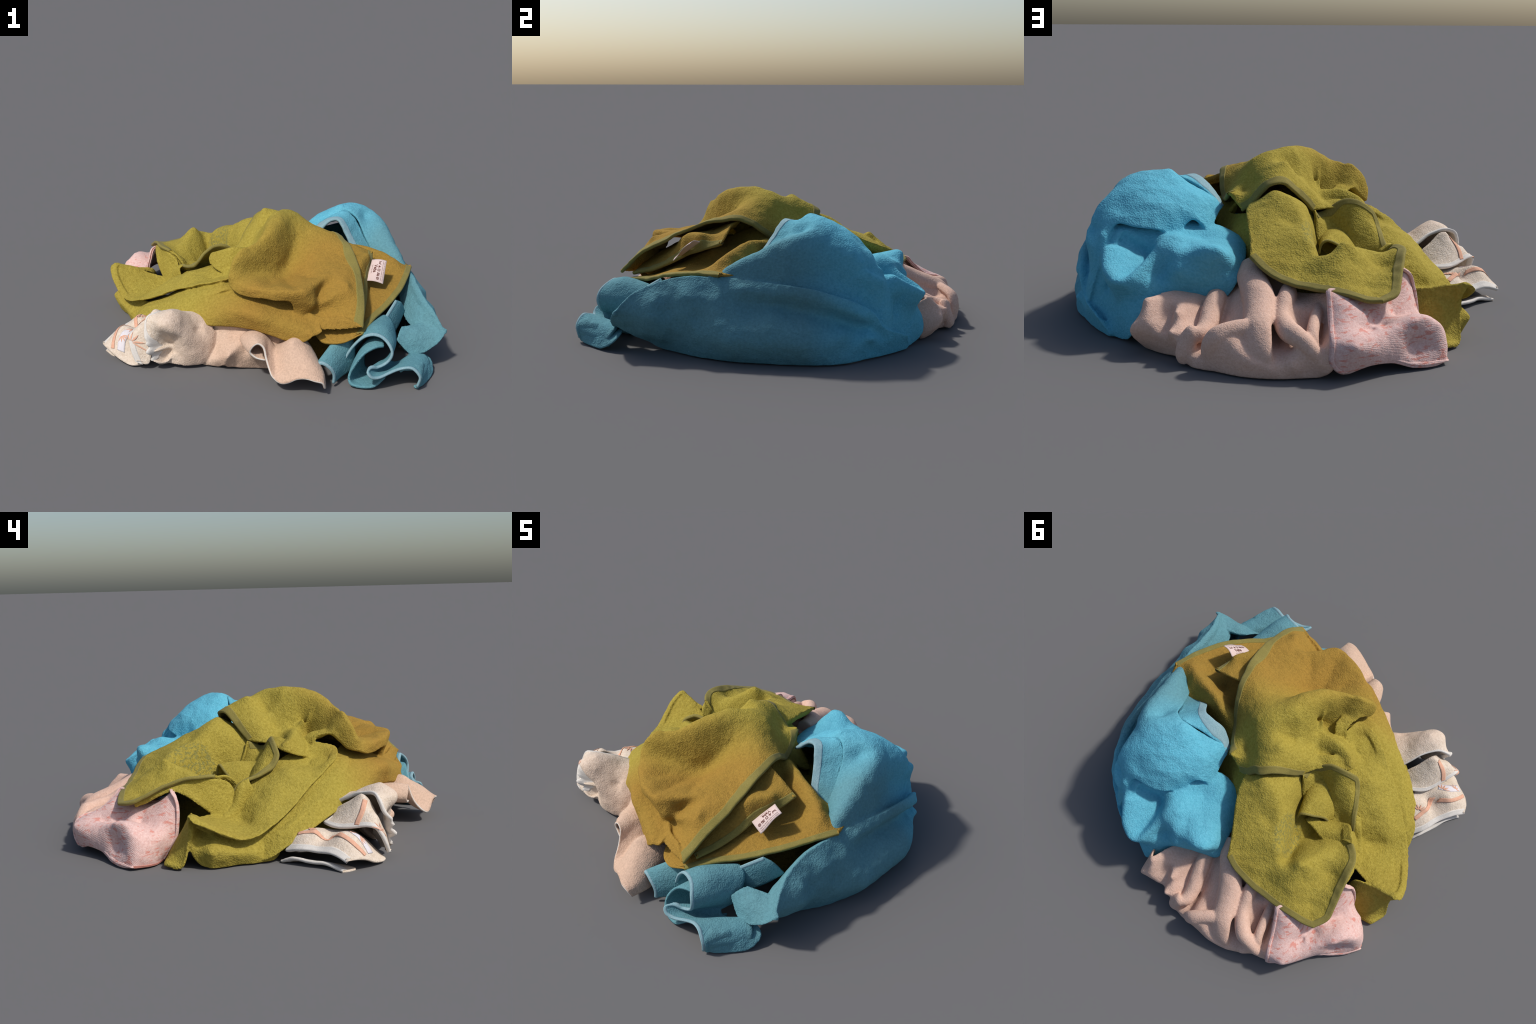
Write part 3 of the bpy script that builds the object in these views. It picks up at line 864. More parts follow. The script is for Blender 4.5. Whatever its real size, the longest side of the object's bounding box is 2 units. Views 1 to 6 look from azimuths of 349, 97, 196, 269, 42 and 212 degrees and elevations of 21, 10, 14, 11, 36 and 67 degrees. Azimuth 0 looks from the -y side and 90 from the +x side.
panel("side_panel", blue, M_BLUE, up=(0.98, 0.05, 0.18), seed=21,
      edge=[(0.863, -0.730, 0.208), (0.82, -0.64, 0.302), (0.79, -0.54, 0.348), (0.785, -0.40, 0.385), (0.80, -0.26, 0.39), (0.815, -0.12, 0.388), (0.83, 0.0, 0.38), (0.85, 0.12, 0.37),
            (0.855, 0.24, 0.355), (0.84, 0.36, 0.32), (0.81, 0.45, 0.285), (0.78, 0.52, 0.24), (0.745, 0.57, 0.16), (0.70, 0.62, 0.13), (0.62, 0.69, 0.09),
            (0.56, 0.69, 0.01), (0.66, 0.61, 0.003), (0.77, 0.50, 0.003), (0.86, 0.40, 0.003), (0.905, 0.30, 0.003), (0.915, 0.15, 0.003), (0.91, -0.08, 0.003), (0.87, -0.26, 0.003), (0.79, -0.42, 0.003), (0.73, -0.53, 0.01),
            (0.74, -0.62, 0.055), (0.75, -0.70, 0.09), (0.745, -0.755, 0.125), (0.81, -0.755, 0.16)],
      corners=(0, 14), roll=0.04, amp=0.006,
      folds=[[(0.850, -0.455, 0.23), (0.845, -0.445, 0.28), (0.820, -0.44, 0.335)], [(0.885, -0.53, 0.20), (0.86, -0.52, 0.27)], [(0.885, -0.37, 0.22), (0.865, -0.36, 0.31)], [(0.845, -0.20, 0.345), (0.858, 0.0, 0.335), (0.868, 0.15, 0.322), (0.868, 0.28, 0.298), (0.845, 0.40, 0.25), (0.815, 0.475, 0.205)],
             [(0.848, -0.10, 0.285), (0.842, 0.0, 0.275), (0.840, 0.15, 0.255), (0.825, 0.28, 0.225), (0.785, 0.42, 0.175), (0.765, 0.48, 0.155)], [(0.90, 0.05, 0.225), (0.89, 0.25, 0.19)], [(0.80, 0.52, 0.12)], [(0.745, 0.555, 0.105), (0.79, 0.495, 0.14)], [(0.965, -0.15, 0.10), (0.968, 0.0, 0.105), (0.968, 0.13, 0.105), (0.955, 0.23, 0.10), (0.91, 0.33, 0.09), (0.85, 0.42, 0.085), (0.79, 0.50, 0.08), (0.71, 0.60, 0.075)],
             [(0.945, -0.10, 0.18), (0.945, 0.10, 0.18), (0.925, 0.23, 0.17)], [(0.93, -0.20, 0.20)], [(0.885, -0.30, 0.21)], [(0.91, -0.30, 0.13)], [(0.86, -0.60, 0.20)], [(0.80, -0.60, 0.09)], [(0.82, -0.50, 0.08)], [(0.79, -0.47, 0.05)], [(0.86, -0.40, 0.12)], [(0.87, 0.38, 0.15)]])

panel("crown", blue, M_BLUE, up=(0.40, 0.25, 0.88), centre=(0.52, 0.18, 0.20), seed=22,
      edge=[(0.245, 0.12, 0.495), (0.32, 0.125, 0.55), (0.41, 0.145, 0.60), (0.50, 0.15, 0.64), (0.56, 0.11, 0.60), (0.60, 0.02, 0.50), (0.635, -0.08, 0.425), (0.68, -0.17, 0.395), (0.74, -0.25, 0.375),
            (0.80, -0.32, 0.365), (0.83, -0.12, 0.340), (0.84, 0.05, 0.325), (0.835, 0.20, 0.295), (0.815, 0.34, 0.25), (0.785, 0.45, 0.19), (0.745, 0.53, 0.11), (0.70, 0.60, 0.12),
            (0.655, 0.60, 0.25), (0.635, 0.585, 0.33), (0.62, 0.54, 0.41), (0.596, 0.515, 0.462), (0.51, 0.51, 0.45), (0.426, 0.487, 0.44), (0.37, 0.43, 0.42), (0.335, 0.385, 0.435), (0.295, 0.355, 0.470), (0.262, 0.335, 0.44),
            (0.230, 0.315, 0.39), (0.235, 0.26, 0.43), (0.235, 0.19, 0.47)],
      roll=0.03, amp=0.006,
      folds=[[(0.478, 0.185, 0.66), (0.60, 0.20, 0.64), (0.69, 0.245, 0.607), (0.71, 0.32, 0.565), (0.733, 0.41, 0.515)],
             [(0.438, 0.286, 0.606)], [(0.481, 0.397, 0.566)], [(0.56, 0.494, 0.487)], [(0.627, 0.165, 0.58)], [(0.31, 0.25, 0.545)], [(0.275, 0.22, 0.51)], [(0.37, 0.19, 0.580)], [(0.33, 0.33, 0.52)], [(0.40, 0.42, 0.515)],
             [(0.70, 0.19, 0.605), (0.735, 0.08, 0.560), (0.738, -0.06, 0.495), (0.757, -0.18, 0.435)],
             [(0.587, 0.439, 0.54), (0.655, 0.475, 0.50)], [(0.65, 0.555, 0.416), (0.69, 0.53, 0.40), (0.74, 0.46, 0.44)], [(0.785, 0.17, 0.405)], [(0.80, 0.0, 0.400)], [(0.80, -0.15, 0.395)], [(0.75, 0.28, 0.43), (0.748, 0.37, 0.385), (0.745, 0.45, 0.32), (0.735, 0.50, 0.25)], [(0.742, 0.44, 0.47), (0.735, 0.51, 0.41), (0.705, 0.555, 0.375), (0.70, 0.565, 0.30)], [(0.69, 0.50, 0.44)]])

panel("folded_corner", blue, M_BLUE, up=(0.15, -0.65, 0.75), seed=23, 
      edge=[(0.245, 0.105, 0.485), (0.31, 0.05, 0.55), (0.37, 0.055, 0.60), (0.42, 0.045, 0.615), (0.45, 0.015, 0.57), (0.47, -0.01, 0.525), (0.49, -0.04, 0.48), (0.515, -0.075, 0.43), (0.56, -0.11, 0.39),
            (0.66, -0.12, 0.38), (0.64, -0.03, 0.43), (0.60, 0.04, 0.50), (0.56, 0.12, 0.585), (0.50, 0.15, 0.635), (0.40, 0.14, 0.61), (0.31, 0.13, 0.55)],
      corners=(0, 8), hems=((0, 8),), hem_mat=M_BHEM, hem_width=0.04, roll=0.01, folds=[[(0.50, 0.04, 0.555)], [(0.57, -0.02, 0.47)]])

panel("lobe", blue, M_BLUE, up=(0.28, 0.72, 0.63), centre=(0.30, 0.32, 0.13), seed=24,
      edge=[(0.63, 0.48, 0.44), (0.53, 0.42, 0.455), (0.43, 0.36, 0.46), (0.33, 0.29, 0.45), (0.22, 0.23, 0.42), (0.10, 0.27, 0.38),
            (0.03, 0.42, 0.34), (0.015, 0.54, 0.31), (0.02, 0.60, 0.25), (0.06, 0.61, 0.20), (0.15, 0.62, 0.18), (0.23, 0.64, 0.17), (0.30, 0.70, 0.16), (0.37, 0.76, 0.13), (0.42, 0.765, 0.05), (0.47, 0.72, 0.008),
            (0.56, 0.67, 0.004), (0.64, 0.62, 0.02), (0.69, 0.59, 0.12), (0.675, 0.58, 0.25), (0.655, 0.55, 0.35)],
      roll=0.03, amp=0.005,
      folds=[[(0.580, 0.605, 0.380), (0.585, 0.655, 0.355), (0.565, 0.705, 0.325), (0.52, 0.745, 0.295), (0.465, 0.765, 0.282), (0.43, 0.73, 0.302), (0.403, 0.685, 0.330), (0.383, 0.62, 0.368), (0.35, 0.585, 0.415), (0.31, 0.54, 0.435)],
             [(0.49, 0.50, 0.345), (0.477, 0.56, 0.325), (0.46, 0.63, 0.305), (0.458, 0.70, 0.287)], [(0.51, 0.60, 0.345)], [(0.529, 0.505, 0.415)], [(0.45, 0.475, 0.405)], [(0.334, 0.45, 0.415)], [(0.288, 0.415, 0.400), (0.253, 0.38, 0.390)], [(0.141, 0.405, 0.393)],
             [(0.165, 0.521, 0.402)], [(0.10, 0.53, 0.400)], [(0.057, 0.50, 0.36)], [(0.057, 0.615, 0.385), (0.081, 0.640, 0.412), (0.13, 0.655, 0.412)], [(0.050, 0.605, 0.31)], [(0.24, 0.56, 0.40)],
             [(0.345, 0.65, 0.285), (0.335, 0.63, 0.33)], [(0.250, 0.680, 0.325), (0.285, 0.625, 0.385)], [(0.190, 0.655, 0.34)], [(0.21, 0.665, 0.27)], [(0.11, 0.635, 0.29)],
             [(0.395, 0.725, 0.21)], [(0.460, 0.730, 0.21)], [(0.54, 0.68, 0.20)], [(0.585, 0.625, 0.25)], [(0.62, 0.585, 0.22)], [(0.55, 0.67, 0.10)]])

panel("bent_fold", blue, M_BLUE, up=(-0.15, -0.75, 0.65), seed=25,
      edge=[(0.576, -0.736, 0.181), (0.600, -0.70, 0.215), (0.625, -0.665, 0.232), (0.70, -0.64, 0.23), (0.787, -0.63, 0.235), (0.83, -0.66, 0.27), (0.866, -0.728, 0.212), (0.815, -0.755, 0.160), (0.745, -0.765, 0.115), (0.66, -0.765, 0.105)],
      corners=(0, 2, 4, 6, 8), roll=0.014, amp=0.004, folds=[[(0.69, -0.735, 0.185)], [(0.785, -0.712, 0.207)], [(0.70, -0.676, 0.226), (0.787, -0.674, 0.222), (0.84, -0.70, 0.225)]])

panel("tail", blue, M_BLUE, up=(0.45, -0.45, 0.77), seed=31,
      edge=[(0.535, -0.945, 0.112), (0.601, -0.972, 0.125), (0.645, -0.985, 0.080), (0.628, -0.965, 0.004), (0.690, -0.925, 0.004), (0.775, -0.82, 0.006), (0.795, -0.74, 0.05), (0.75, -0.715, 0.085), (0.66, -0.74, 0.10), (0.60, -0.80, 0.085), (0.56, -0.87, 0.09)],
      corners=(0, 3), roll=0.01, amp=0.005, folds=[[(0.62, -0.90, 0.122), (0.68, -0.84, 0.105)], [(0.63, -0.82, 0.078), (0.72, -0.77, 0.08)], [(0.70, -0.89, 0.07), (0.755, -0.81, 0.055)]])

panel("inner_side", blue, M_BLUE, up=(-0.75, -0.2, 0.63), seed=26,
      edge=[(0.862, -0.724, 0.212), (0.815, -0.62, 0.306), (0.785, -0.52, 0.350), (0.78, -0.40, 0.382), (0.79, -0.26, 0.386), (0.75, -0.22, 0.35), (0.715, -0.32, 0.30), (0.695, -0.44, 0.24), (0.70, -0.56, 0.20), (0.735, -0.66, 0.20), (0.787, -0.675, 0.215)],
      corners=(0,), roll=0.01, folds=[[(0.745, -0.46, 0.32)], [(0.765, -0.60, 0.28)]])

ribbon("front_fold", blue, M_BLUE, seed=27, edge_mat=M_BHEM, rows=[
      [(0.255, -0.82, 0.075), (0.270, -0.818, 0.125), (0.305, -0.828, 0.20), (0.352, -0.842, 0.255), (0.395, -0.855, 0.275), (0.44, -0.870, 0.270), (0.480, -0.905, 0.235), (0.495, -0.918, 0.190), (0.475, -0.912, 0.140), (0.421, -0.915, 0.112),
       (0.380, -0.935, 0.122), (0.352, -0.965, 0.115), (0.372, -0.978, 0.090), (0.42, -0.968, 0.082), (0.480, -0.955, 0.100), (0.537, -0.950, 0.118), (0.590, -0.968, 0.128), (0.635, -0.985, 0.085), (0.63, -0.975, 0.02)],
      [(0.31, -0.76, 0.10), (0.32, -0.757, 0.15), (0.355, -0.765, 0.215), (0.395, -0.77, 0.275), (0.44, -0.77, 0.295), (0.49, -0.785, 0.285), (0.525, -0.81, 0.24), (0.535, -0.83, 0.19), (0.515, -0.83, 0.14), (0.475, -0.84, 0.11),
       (0.45, -0.85, 0.11), (0.425, -0.87, 0.10), (0.445, -0.88, 0.075), (0.49, -0.885, 0.075), (0.55, -0.88, 0.105), (0.60, -0.875, 0.115), (0.665, -0.885, 0.105), (0.695, -0.90, 0.06), (0.68, -0.90, 0.015)],
      [(0.42, -0.64, 0.15), (0.43, -0.635, 0.18), (0.46, -0.635, 0.225), (0.50, -0.63, 0.27), (0.54, -0.625, 0.28), (0.575, -0.63, 0.25), (0.59, -0.66, 0.20), (0.595, -0.68, 0.16), (0.58, -0.70, 0.12), (0.56, -0.72, 0.10),
       (0.55, -0.74, 0.09), (0.54, -0.76, 0.08), (0.56, -0.77, 0.065), (0.60, -0.77, 0.07), (0.65, -0.76, 0.095), (0.69, -0.745, 0.105), (0.745, -0.755, 0.09), (0.765, -0.78, 0.045), (0.74, -0.78, 0.01)]])
ribbon("front_fold", blue, M_BLUE, seed=28, rows=[
      [(0.46, -0.875, 0.215), (0.41, -0.885, 0.215), (0.355, -0.885, 0.185), (0.305, -0.888, 0.12), (0.277, -0.892, 0.06), (0.285, -0.91, 0.02), (0.33, -0.93, 0.012), (0.40, -0.945, 0.02), (0.46, -0.93, 0.06)],
      [(0.48, -0.80, 0.225), (0.43, -0.80, 0.225), (0.38, -0.80, 0.195), (0.335, -0.81, 0.125), (0.315, -0.82, 0.06), (0.325, -0.835, 0.02), (0.37, -0.86, 0.012), (0.44, -0.87, 0.02), (0.50, -0.86, 0.06)],
      [(0.53, -0.70, 0.21), (0.49, -0.69, 0.205), (0.45, -0.69, 0.18), (0.42, -0.70, 0.12), (0.41, -0.71, 0.06), (0.42, -0.72, 0.02), (0.46, -0.74, 0.012), (0.52, -0.75, 0.02), (0.57, -0.75, 0.06)]])
ribbon("front_fold", blue, M_BLUE, seed=29, edge_mat=M_BHEM, rows=[
      [(0.085, -0.87, 0.10), (0.100, -0.880, 0.128), (0.130, -0.886, 0.134), (0.165, -0.892, 0.110), (0.190, -0.892, 0.068), (0.192, -0.892, 0.022)],
      [(0.15, -0.82, 0.15), (0.165, -0.825, 0.178), (0.195, -0.83, 0.185), (0.23, -0.835, 0.155), (0.25, -0.835, 0.10), (0.25, -0.835, 0.03)],
      [(0.26, -0.72, 0.22), (0.27, -0.73, 0.25), (0.29, -0.75, 0.255), (0.32, -0.77, 0.21), (0.335, -0.775, 0.14), (0.335, -0.775, 0.04)]])
ribbon("front_fold", blue, M_BLUE, seed=30, edge_mat=M_BHEM, rows=[
      [(0.42, -0.735, 0.285), (0.47, -0.70, 0.262), (0.52, -0.655, 0.268), (0.57, -0.60, 0.30), (0.62, -0.545, 0.335)],
      [(0.46, -0.72, 0.25), (0.51, -0.68, 0.225), (0.56, -0.635, 0.23), (0.61, -0.58, 0.265), (0.66, -0.52, 0.31)],
      [(0.49, -0.70, 0.16), (0.54, -0.66, 0.15), (0.60, -0.61, 0.16), (0.65, -0.55, 0.19), (0.70, -0.48, 0.24)]])

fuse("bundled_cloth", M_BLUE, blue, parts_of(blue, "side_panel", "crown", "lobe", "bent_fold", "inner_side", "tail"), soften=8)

# ================================================================== PEACH-PINK TOWEL
pink = towel("peach_pink_towel", "peach pink terry towel gathered in vertical folds")

panel("gathered_folds", pink, M_PEACH, up=(0.22, 0.80, 0.56), seed=41, soft=3e-4, crisp=0.011,
      edge=[(0.348, 0.785, 0.222), (0.27, 0.66, 0.23), (0.18, 0.60, 0.22), (0.10, 0.52, 0.24), (0.03, 0.42, 0.30), (-0.05, 0.40, 0.32), (-0.12, 0.48, 0.27), (-0.20, 0.55, 0.24), (-0.28, 0.58, 0.24), (-0.36, 0.62, 0.26), (-0.42, 0.65, 0.28),
            (-0.435, 0.80, 0.175), (-0.455, 0.90, 0.145), (-0.47, 0.92, 0.06), (-0.42, 0.90, 0.01), (-0.34, 0.93, 0.003), (-0.24, 0.965, 0.003), (-0.13, 0.975, 0.003), (0.0, 0.95, 0.003), (0.09, 0.935, 0.006), (0.17, 0.86, 0.012), (0.28, 0.81, 0.003), (0.37, 0.76, 0.004), (0.395, 0.74, 0.04), (0.395, 0.74, 0.12), (0.37, 0.73, 0.19)],
      corners=(0, 10), roll=0.03, amp=0.004,
      folds=[[(-0.05, 0.62, 0.26), (-0.09, 0.74, 0.20), (-0.13, 0.86, 0.15)],
             [(0.025, 0.66, 0.195), (0.01, 0.72, 0.165), (-0.012, 0.80, 0.14), (-0.05, 0.85, 0.14)],
             [(-0.185, 0.66, 0.19), (-0.205, 0.72, 0.145), (-0.222, 0.80, 0.105), (-0.245, 0.885, 0.095), (-0.262, 0.935, 0.07)],
             [(-0.10, 0.89, 0.165), (-0.063, 0.90, 0.16), (-0.009, 0.93, 0.145), (0.005, 0.950, 0.11)], [(-0.06, 0.965, 0.10), (-0.12, 0.978, 0.09), (-0.18, 0.985, 0.06), (-0.24, 0.975, 0.045)],
             [(0.049, 0.80, 0.085), (0.042, 0.88, 0.070), (0.040, 0.930, 0.060), (0.030, 0.950, 0.045)], [(0.042, 0.73, 0.135)], [(0.04, 0.62, 0.20)],
             [(0.135, 0.66, 0.17), (0.125, 0.74, 0.145), (0.119, 0.807, 0.125), (0.125, 0.87, 0.11)], [(0.126, 0.930, 0.045)],
             [(0.155, 0.70, 0.19), (0.160, 0.80, 0.150), (0.168, 0.85, 0.143), (0.199, 0.901, 0.130)], [(0.194, 0.76, 0.205), (0.195, 0.82, 0.185)], [(0.188, 0.66, 0.215)],
             [(0.25, 0.75, 0.205)], [(0.324, 0.830, 0.185), (0.30, 0.855, 0.145), (0.276, 0.862, 0.10)], [(0.225, 0.84, 0.11), (0.235, 0.77, 0.165)], [(0.31, 0.84, 0.06)], [(0.355, 0.815, 0.165)], [(0.360, 0.825, 0.05)], [(0.390, 0.837, 0.115)], [(0.388, 0.82, 0.06)], [(0.195, 0.875, 0.07)],
             [(-0.240, 0.724, 0.220), (-0.25, 0.82, 0.16)], [(-0.285, 0.72, 0.18), (-0.30, 0.80, 0.13), (-0.325, 0.86, 0.12)], [(-0.33, 0.90, 0.145)],
             [(-0.386, 0.875, 0.115), (-0.392, 0.78, 0.11), (-0.385, 0.70, 0.14)], [(-0.42, 0.925, 0.06)], [(-0.32, 0.955, 0.06)]])
pleat("pleat", pink, M_PEACH, [(0.0, 0.50, 0.35), (-0.025, 0.60, 0.327), (-0.065, 0.67, 0.300), (-0.105, 0.74, 0.266), (-0.132, 0.82, 0.232), (-0.150, 0.89, 0.200), (-0.165, 0.935, 0.150), (-0.17, 0.965, 0.09), (-0.165, 0.955, 0.02)],
      (0.11, 0.12, 0.13, 0.135, 0.125, 0.115, 0.12, 0.14, 0.12), (0.05, 0.05, 0.05, 0.05, 0.045, 0.035, 0.03, 0.025, 0.03), (0.12, 0.72, 0.68), seed=43)
pleat("pleat", pink, M_PEACH, [(-0.155, 0.885, 0.185), (-0.11, 0.905, 0.190), (-0.063, 0.928, 0.183), (-0.015, 0.956, 0.166), (0.008, 0.966, 0.125), (0.012, 0.958, 0.06), (0.01, 0.945, 0.01)],
      (0.07, 0.075, 0.075, 0.08, 0.085, 0.09, 0.08), (0.03, 0.032, 0.032, 0.032, 0.03, 0.03, 0.03), (0.05, 0.75, 0.65), seed=44)
pleat("pleat", pink, M_PEACH, [(-0.205, 0.60, 0.285), (-0.217, 0.685, 0.276), (-0.226, 0.78, 0.222), (-0.258, 0.85, 0.205), (-0.300, 0.902, 0.194), (-0.342, 0.916, 0.175), (-0.392, 0.926, 0.135), (-0.43, 0.915, 0.10)],
      (0.07, 0.075, 0.08, 0.085, 0.085, 0.075, 0.065, 0.06), (0.045, 0.045, 0.045, 0.045, 0.04, 0.04, 0.035, 0.035), (-0.05, 0.62, 0.78), seed=45)
pleat("pleat", pink, M_PEACH, [(-0.345, 0.66, 0.225), (-0.352, 0.72, 0.214), (-0.360, 0.80, 0.196), (-0.368, 0.855, 0.180), (-0.378, 0.89, 0.145), (-0.385, 0.905, 0.09)],
      (0.045, 0.05, 0.05, 0.05, 0.05, 0.05), (0.03, 0.03, 0.03, 0.03, 0.025, 0.025), (-0.05, 0.62, 0.78), seed=46)
pleat("pleat", pink, M_PEACH, [(0.105, 0.62, 0.240), (0.096, 0.69, 0.224), (0.087, 0.76, 0.195), (0.078, 0.828, 0.165), (0.082, 0.885, 0.152), (0.105, 0.905, 0.150), (0.126, 0.920, 0.11), (0.130, 0.935, 0.055), (0.125, 0.925, 0.01)],
      (0.085, 0.09, 0.085, 0.08, 0.075, 0.075, 0.08, 0.085, 0.07), (0.04, 0.04, 0.04, 0.04, 0.035, 0.035, 0.03, 0.03, 0.03), (0.08, 0.70, 0.70), seed=47)

panel("jacquard_side", pink, M_PINK, up=(-0.40, 0.45, 0.80), centre=(-0.60, 0.60, 0.0), seed=42,
      edge=[(-0.383, 0.690, 0.288), (-0.416, 0.79, 0.190), (-0.449, 0.905, 0.150), (-0.455, 0.92, 0.07), (-0.50, 0.89, 0.025), (-0.60, 0.83, 0.05), (-0.67, 0.76, 0.04), (-0.74, 0.71, 0.012), (-0.82, 0.645, 0.004), (-0.855, 0.59, 0.010), (-0.82, 0.52, 0.006), (-0.74, 0.465, 0.012),
            (-0.70, 0.40, 0.10), (-0.690, 0.385, 0.18), (-0.673, 0.385, 0.26), (-0.650, 0.405, 0.325), (-0.57, 0.42, 0.285), (-0.52, 0.50, 0.245), (-0.44, 0.60, 0.27)],
      corners=(0, 9), hems=((9, 11),), hem_mat=M_CORAL, hem_width=0.022, roll=0.008, amp=0.004,
      folds=[[(-0.547, 0.712, 0.213), (-0.565, 0.76, 0.165)], [(-0.49, 0.76, 0.225), (-0.50, 0.88, 0.165)], [(-0.583, 0.735, 0.160), (-0.56, 0.66, 0.195)], [(-0.556, 0.905, 0.145), (-0.60, 0.84, 0.14), (-0.64, 0.76, 0.16), (-0.69, 0.71, 0.180), (-0.74, 0.685, 0.190), (-0.765, 0.642, 0.203)],
             [(-0.70, 0.638, 0.196)], [(-0.615, 0.67, 0.158), (-0.591, 0.74, 0.170)], [(-0.765, 0.642, 0.203), (-0.795, 0.590, 0.182), (-0.80, 0.53, 0.150), (-0.78, 0.47, 0.12)], [(-0.82, 0.605, 0.160), (-0.843, 0.585, 0.120), (-0.852, 0.59, 0.06)], [(-0.835, 0.53, 0.09)], [(-0.715, 0.672, 0.105), (-0.75, 0.655, 0.09)], [(-0.80, 0.635, 0.07)],
             [(-0.72, 0.50, 0.165), (-0.64, 0.57, 0.175)], [(-0.61, 0.46, 0.275), (-0.62, 0.53, 0.235), (-0.66, 0.50, 0.22)], [(-0.579, 0.597, 0.231)], [(-0.67, 0.42, 0.27)]])

fuse("gathered_cloth", M_PEACH, pink, parts_of(pink, "gathered_folds", "pleat"), soften=8)

# ================================================================== CREAM TOWEL
cream = towel("cream_striped_towel", "cream terry towel with orange stripes and white hems")

panel("curl", cream, M_CREAM, up=(-0.25, -0.66, 0.70), centre=(-0.56, -0.46, 0.10), seed=61,
      edge=[(-0.57, -0.37, 0.235), (-0.61, -0.42, 0.265), (-0.64, -0.46, 0.285), (-0.68, -0.50, 0.298), (-0.72, -0.53, 0.302), (-0.765, -0.545, 0.285), (-0.78, -0.575, 0.23), (-0.770, -0.617, 0.178), (-0.757, -0.622, 0.12), (-0.738, -0.615, 0.06),
            (-0.705, -0.60, 0.025), (-0.655, -0.585, 0.02), (-0.592, -0.61, 0.02), (-0.50, -0.61, 0.015), (-0.43, -0.59, 0.03), (-0.385, -0.55, 0.09), (-0.378, -0.53, 0.155), (-0.405, -0.52, 0.215), (-0.41, -0.46, 0.24), (-0.50, -0.40, 0.245)],
      corners=(0, 9), hems=((0, 9),), hem_mat=M_CHEM, hem_width=0.018, roll=0.025, amp=0.004,
      folds=[[(-0.634, -0.575, 0.335)], [(-0.493, -0.551, 0.200)], [(-0.565, -0.60, 0.250)], [(-0.70, -0.63, 0.245), (-0.636, -0.648, 0.232)], [(-0.665, -0.600, 0.205), (-0.668, -0.560, 0.16), (-0.660, -0.550, 0.11), (-0.655, -0.570, 0.06)], [(-0.725, -0.622, 0.12)], [(-0.62, -0.600, 0.185), (-0.605, -0.600, 0.11), (-0.61, -0.60, 0.06)],
             [(-0.56, -0.632, 0.12)], [(-0.57, -0.64, 0.19)], [(-0.46, -0.60, 0.11)], [(-0.705, -0.575, 0.31)], [(-0.55, -0.48, 0.275)]])

panel("striped_layer", cream, M_CREAM, up=(-0.72, -0.10, 0.68), seed=62,
      edge=[(-0.62, -0.33, 0.17), (-0.66, -0.30, 0.16), (-0.70, -0.31, 0.158), (-0.75, -0.34, 0.155), (-0.785, -0.385, 0.157), (-0.81, -0.43, 0.165), (-0.838, -0.48, 0.175), (-0.860, -0.53, 0.168), (-0.848, -0.57, 0.10), (-0.826, -0.593, 0.045),
            (-0.76, -0.605, 0.04), (-0.74, -0.57, 0.15), (-0.70, -0.49, 0.29), (-0.65, -0.42, 0.25), (-0.60, -0.36, 0.20)],
      corners=(0, 9), hems=((0, 9),), hem_mat=M_CHEM, hem_width=0.02, roll=0.01, amp=0.003,
      folds=[[(-0.715, -0.475, 0.300), (-0.725, -0.43, 0.245), (-0.75, -0.39, 0.19)], [(-0.67, -0.37, 0.20)], [(-0.79, -0.54, 0.21)]])

STRIPED = SHEETS[-1]
band("stripe", cream, M_STRIPE, STRIPED, [(-0.75, -0.49, 0.285), (-0.785, -0.47, 0.23), (-0.812, -0.44, 0.175)], 0.022)
fan_motif(cream, M_STRIPE, STRIPED, (-0.845, -0.55, 0.14), (-0.80, -0.54, 0.20), 0.055)
panel("striped_layer", cream, M_CREAM, up=(-0.55, -0.15, 0.82), seed=63,
      edge=[(-0.80, -0.11, 0.06), (-0.85, -0.165, 0.075), (-0.88, -0.22, 0.08), (-0.91, -0.27, 0.078), (-0.95, -0.32, 0.075), (-0.998, -0.370, 0.055),
            (-0.985, -0.42, 0.06), (-0.955, -0.47, 0.05), (-0.90, -0.52, 0.02), (-0.84, -0.57, 0.015), (-0.77, -0.55, 0.03), (-0.74, -0.45, 0.12), (-0.70, -0.34, 0.13), (-0.72, -0.20, 0.14), (-0.76, -0.13, 0.11)],
      corners=(0, 5), hems=((0, 5),), hem_mat=M_CHEM, hem_width=0.03, roll=0.02, amp=0.004,
      folds=[[(-0.786, -0.185, 0.135), (-0.80, -0.25, 0.15)], [(-0.83, -0.27, 0.105), (-0.80, -0.32, 0.10)], [(-0.815, -0.40, 0.145), (-0.86, -0.36, 0.155), (-0.905, -0.33, 0.125)], [(-0.911, -0.41, 0.140)], [(-0.88, -0.47, 0.115)]])

STRIPED = SHEETS[-1]
band("stripe", cream, M_STRIPE, STRIPED, [(-0.775, -0.17, 0.13), (-0.80, -0.24, 0.14), (-0.81, -0.30, 0.11), (-0.80, -0.34, 0.12)], 0.02)
band("stripe", cream, M_STRIPE, STRIPED, [(-0.845, -0.34, 0.14), (-0.89, -0.36, 0.14), (-0.925, -0.41, 0.11), (-0.94, -0.46, 0.06)], 0.02)
band("woven_band", cream, M_WHITE, STRIPED, [(-0.80, -0.41, 0.14), (-0.855, -0.425, 0.14), (-0.89, -0.46, 0.11), (-0.90, -0.49, 0.06)], 0.04, lift=0.0012)
fan_motif(cream, M_STRIPE, STRIPED, (-0.83, -0.40, 0.15), (-0.84, -0.46, 0.14), 0.035)
fan_motif(cream, M_STRIPE, STRIPED, (-0.885, -0.44, 0.12), (-0.87, -0.50, 0.10), 0.035)
fan_motif(cream, M_STRIPE, STRIPED, (-0.77, -0.22, 0.14), (-0.76, -0.28, 0.14), 0.035)
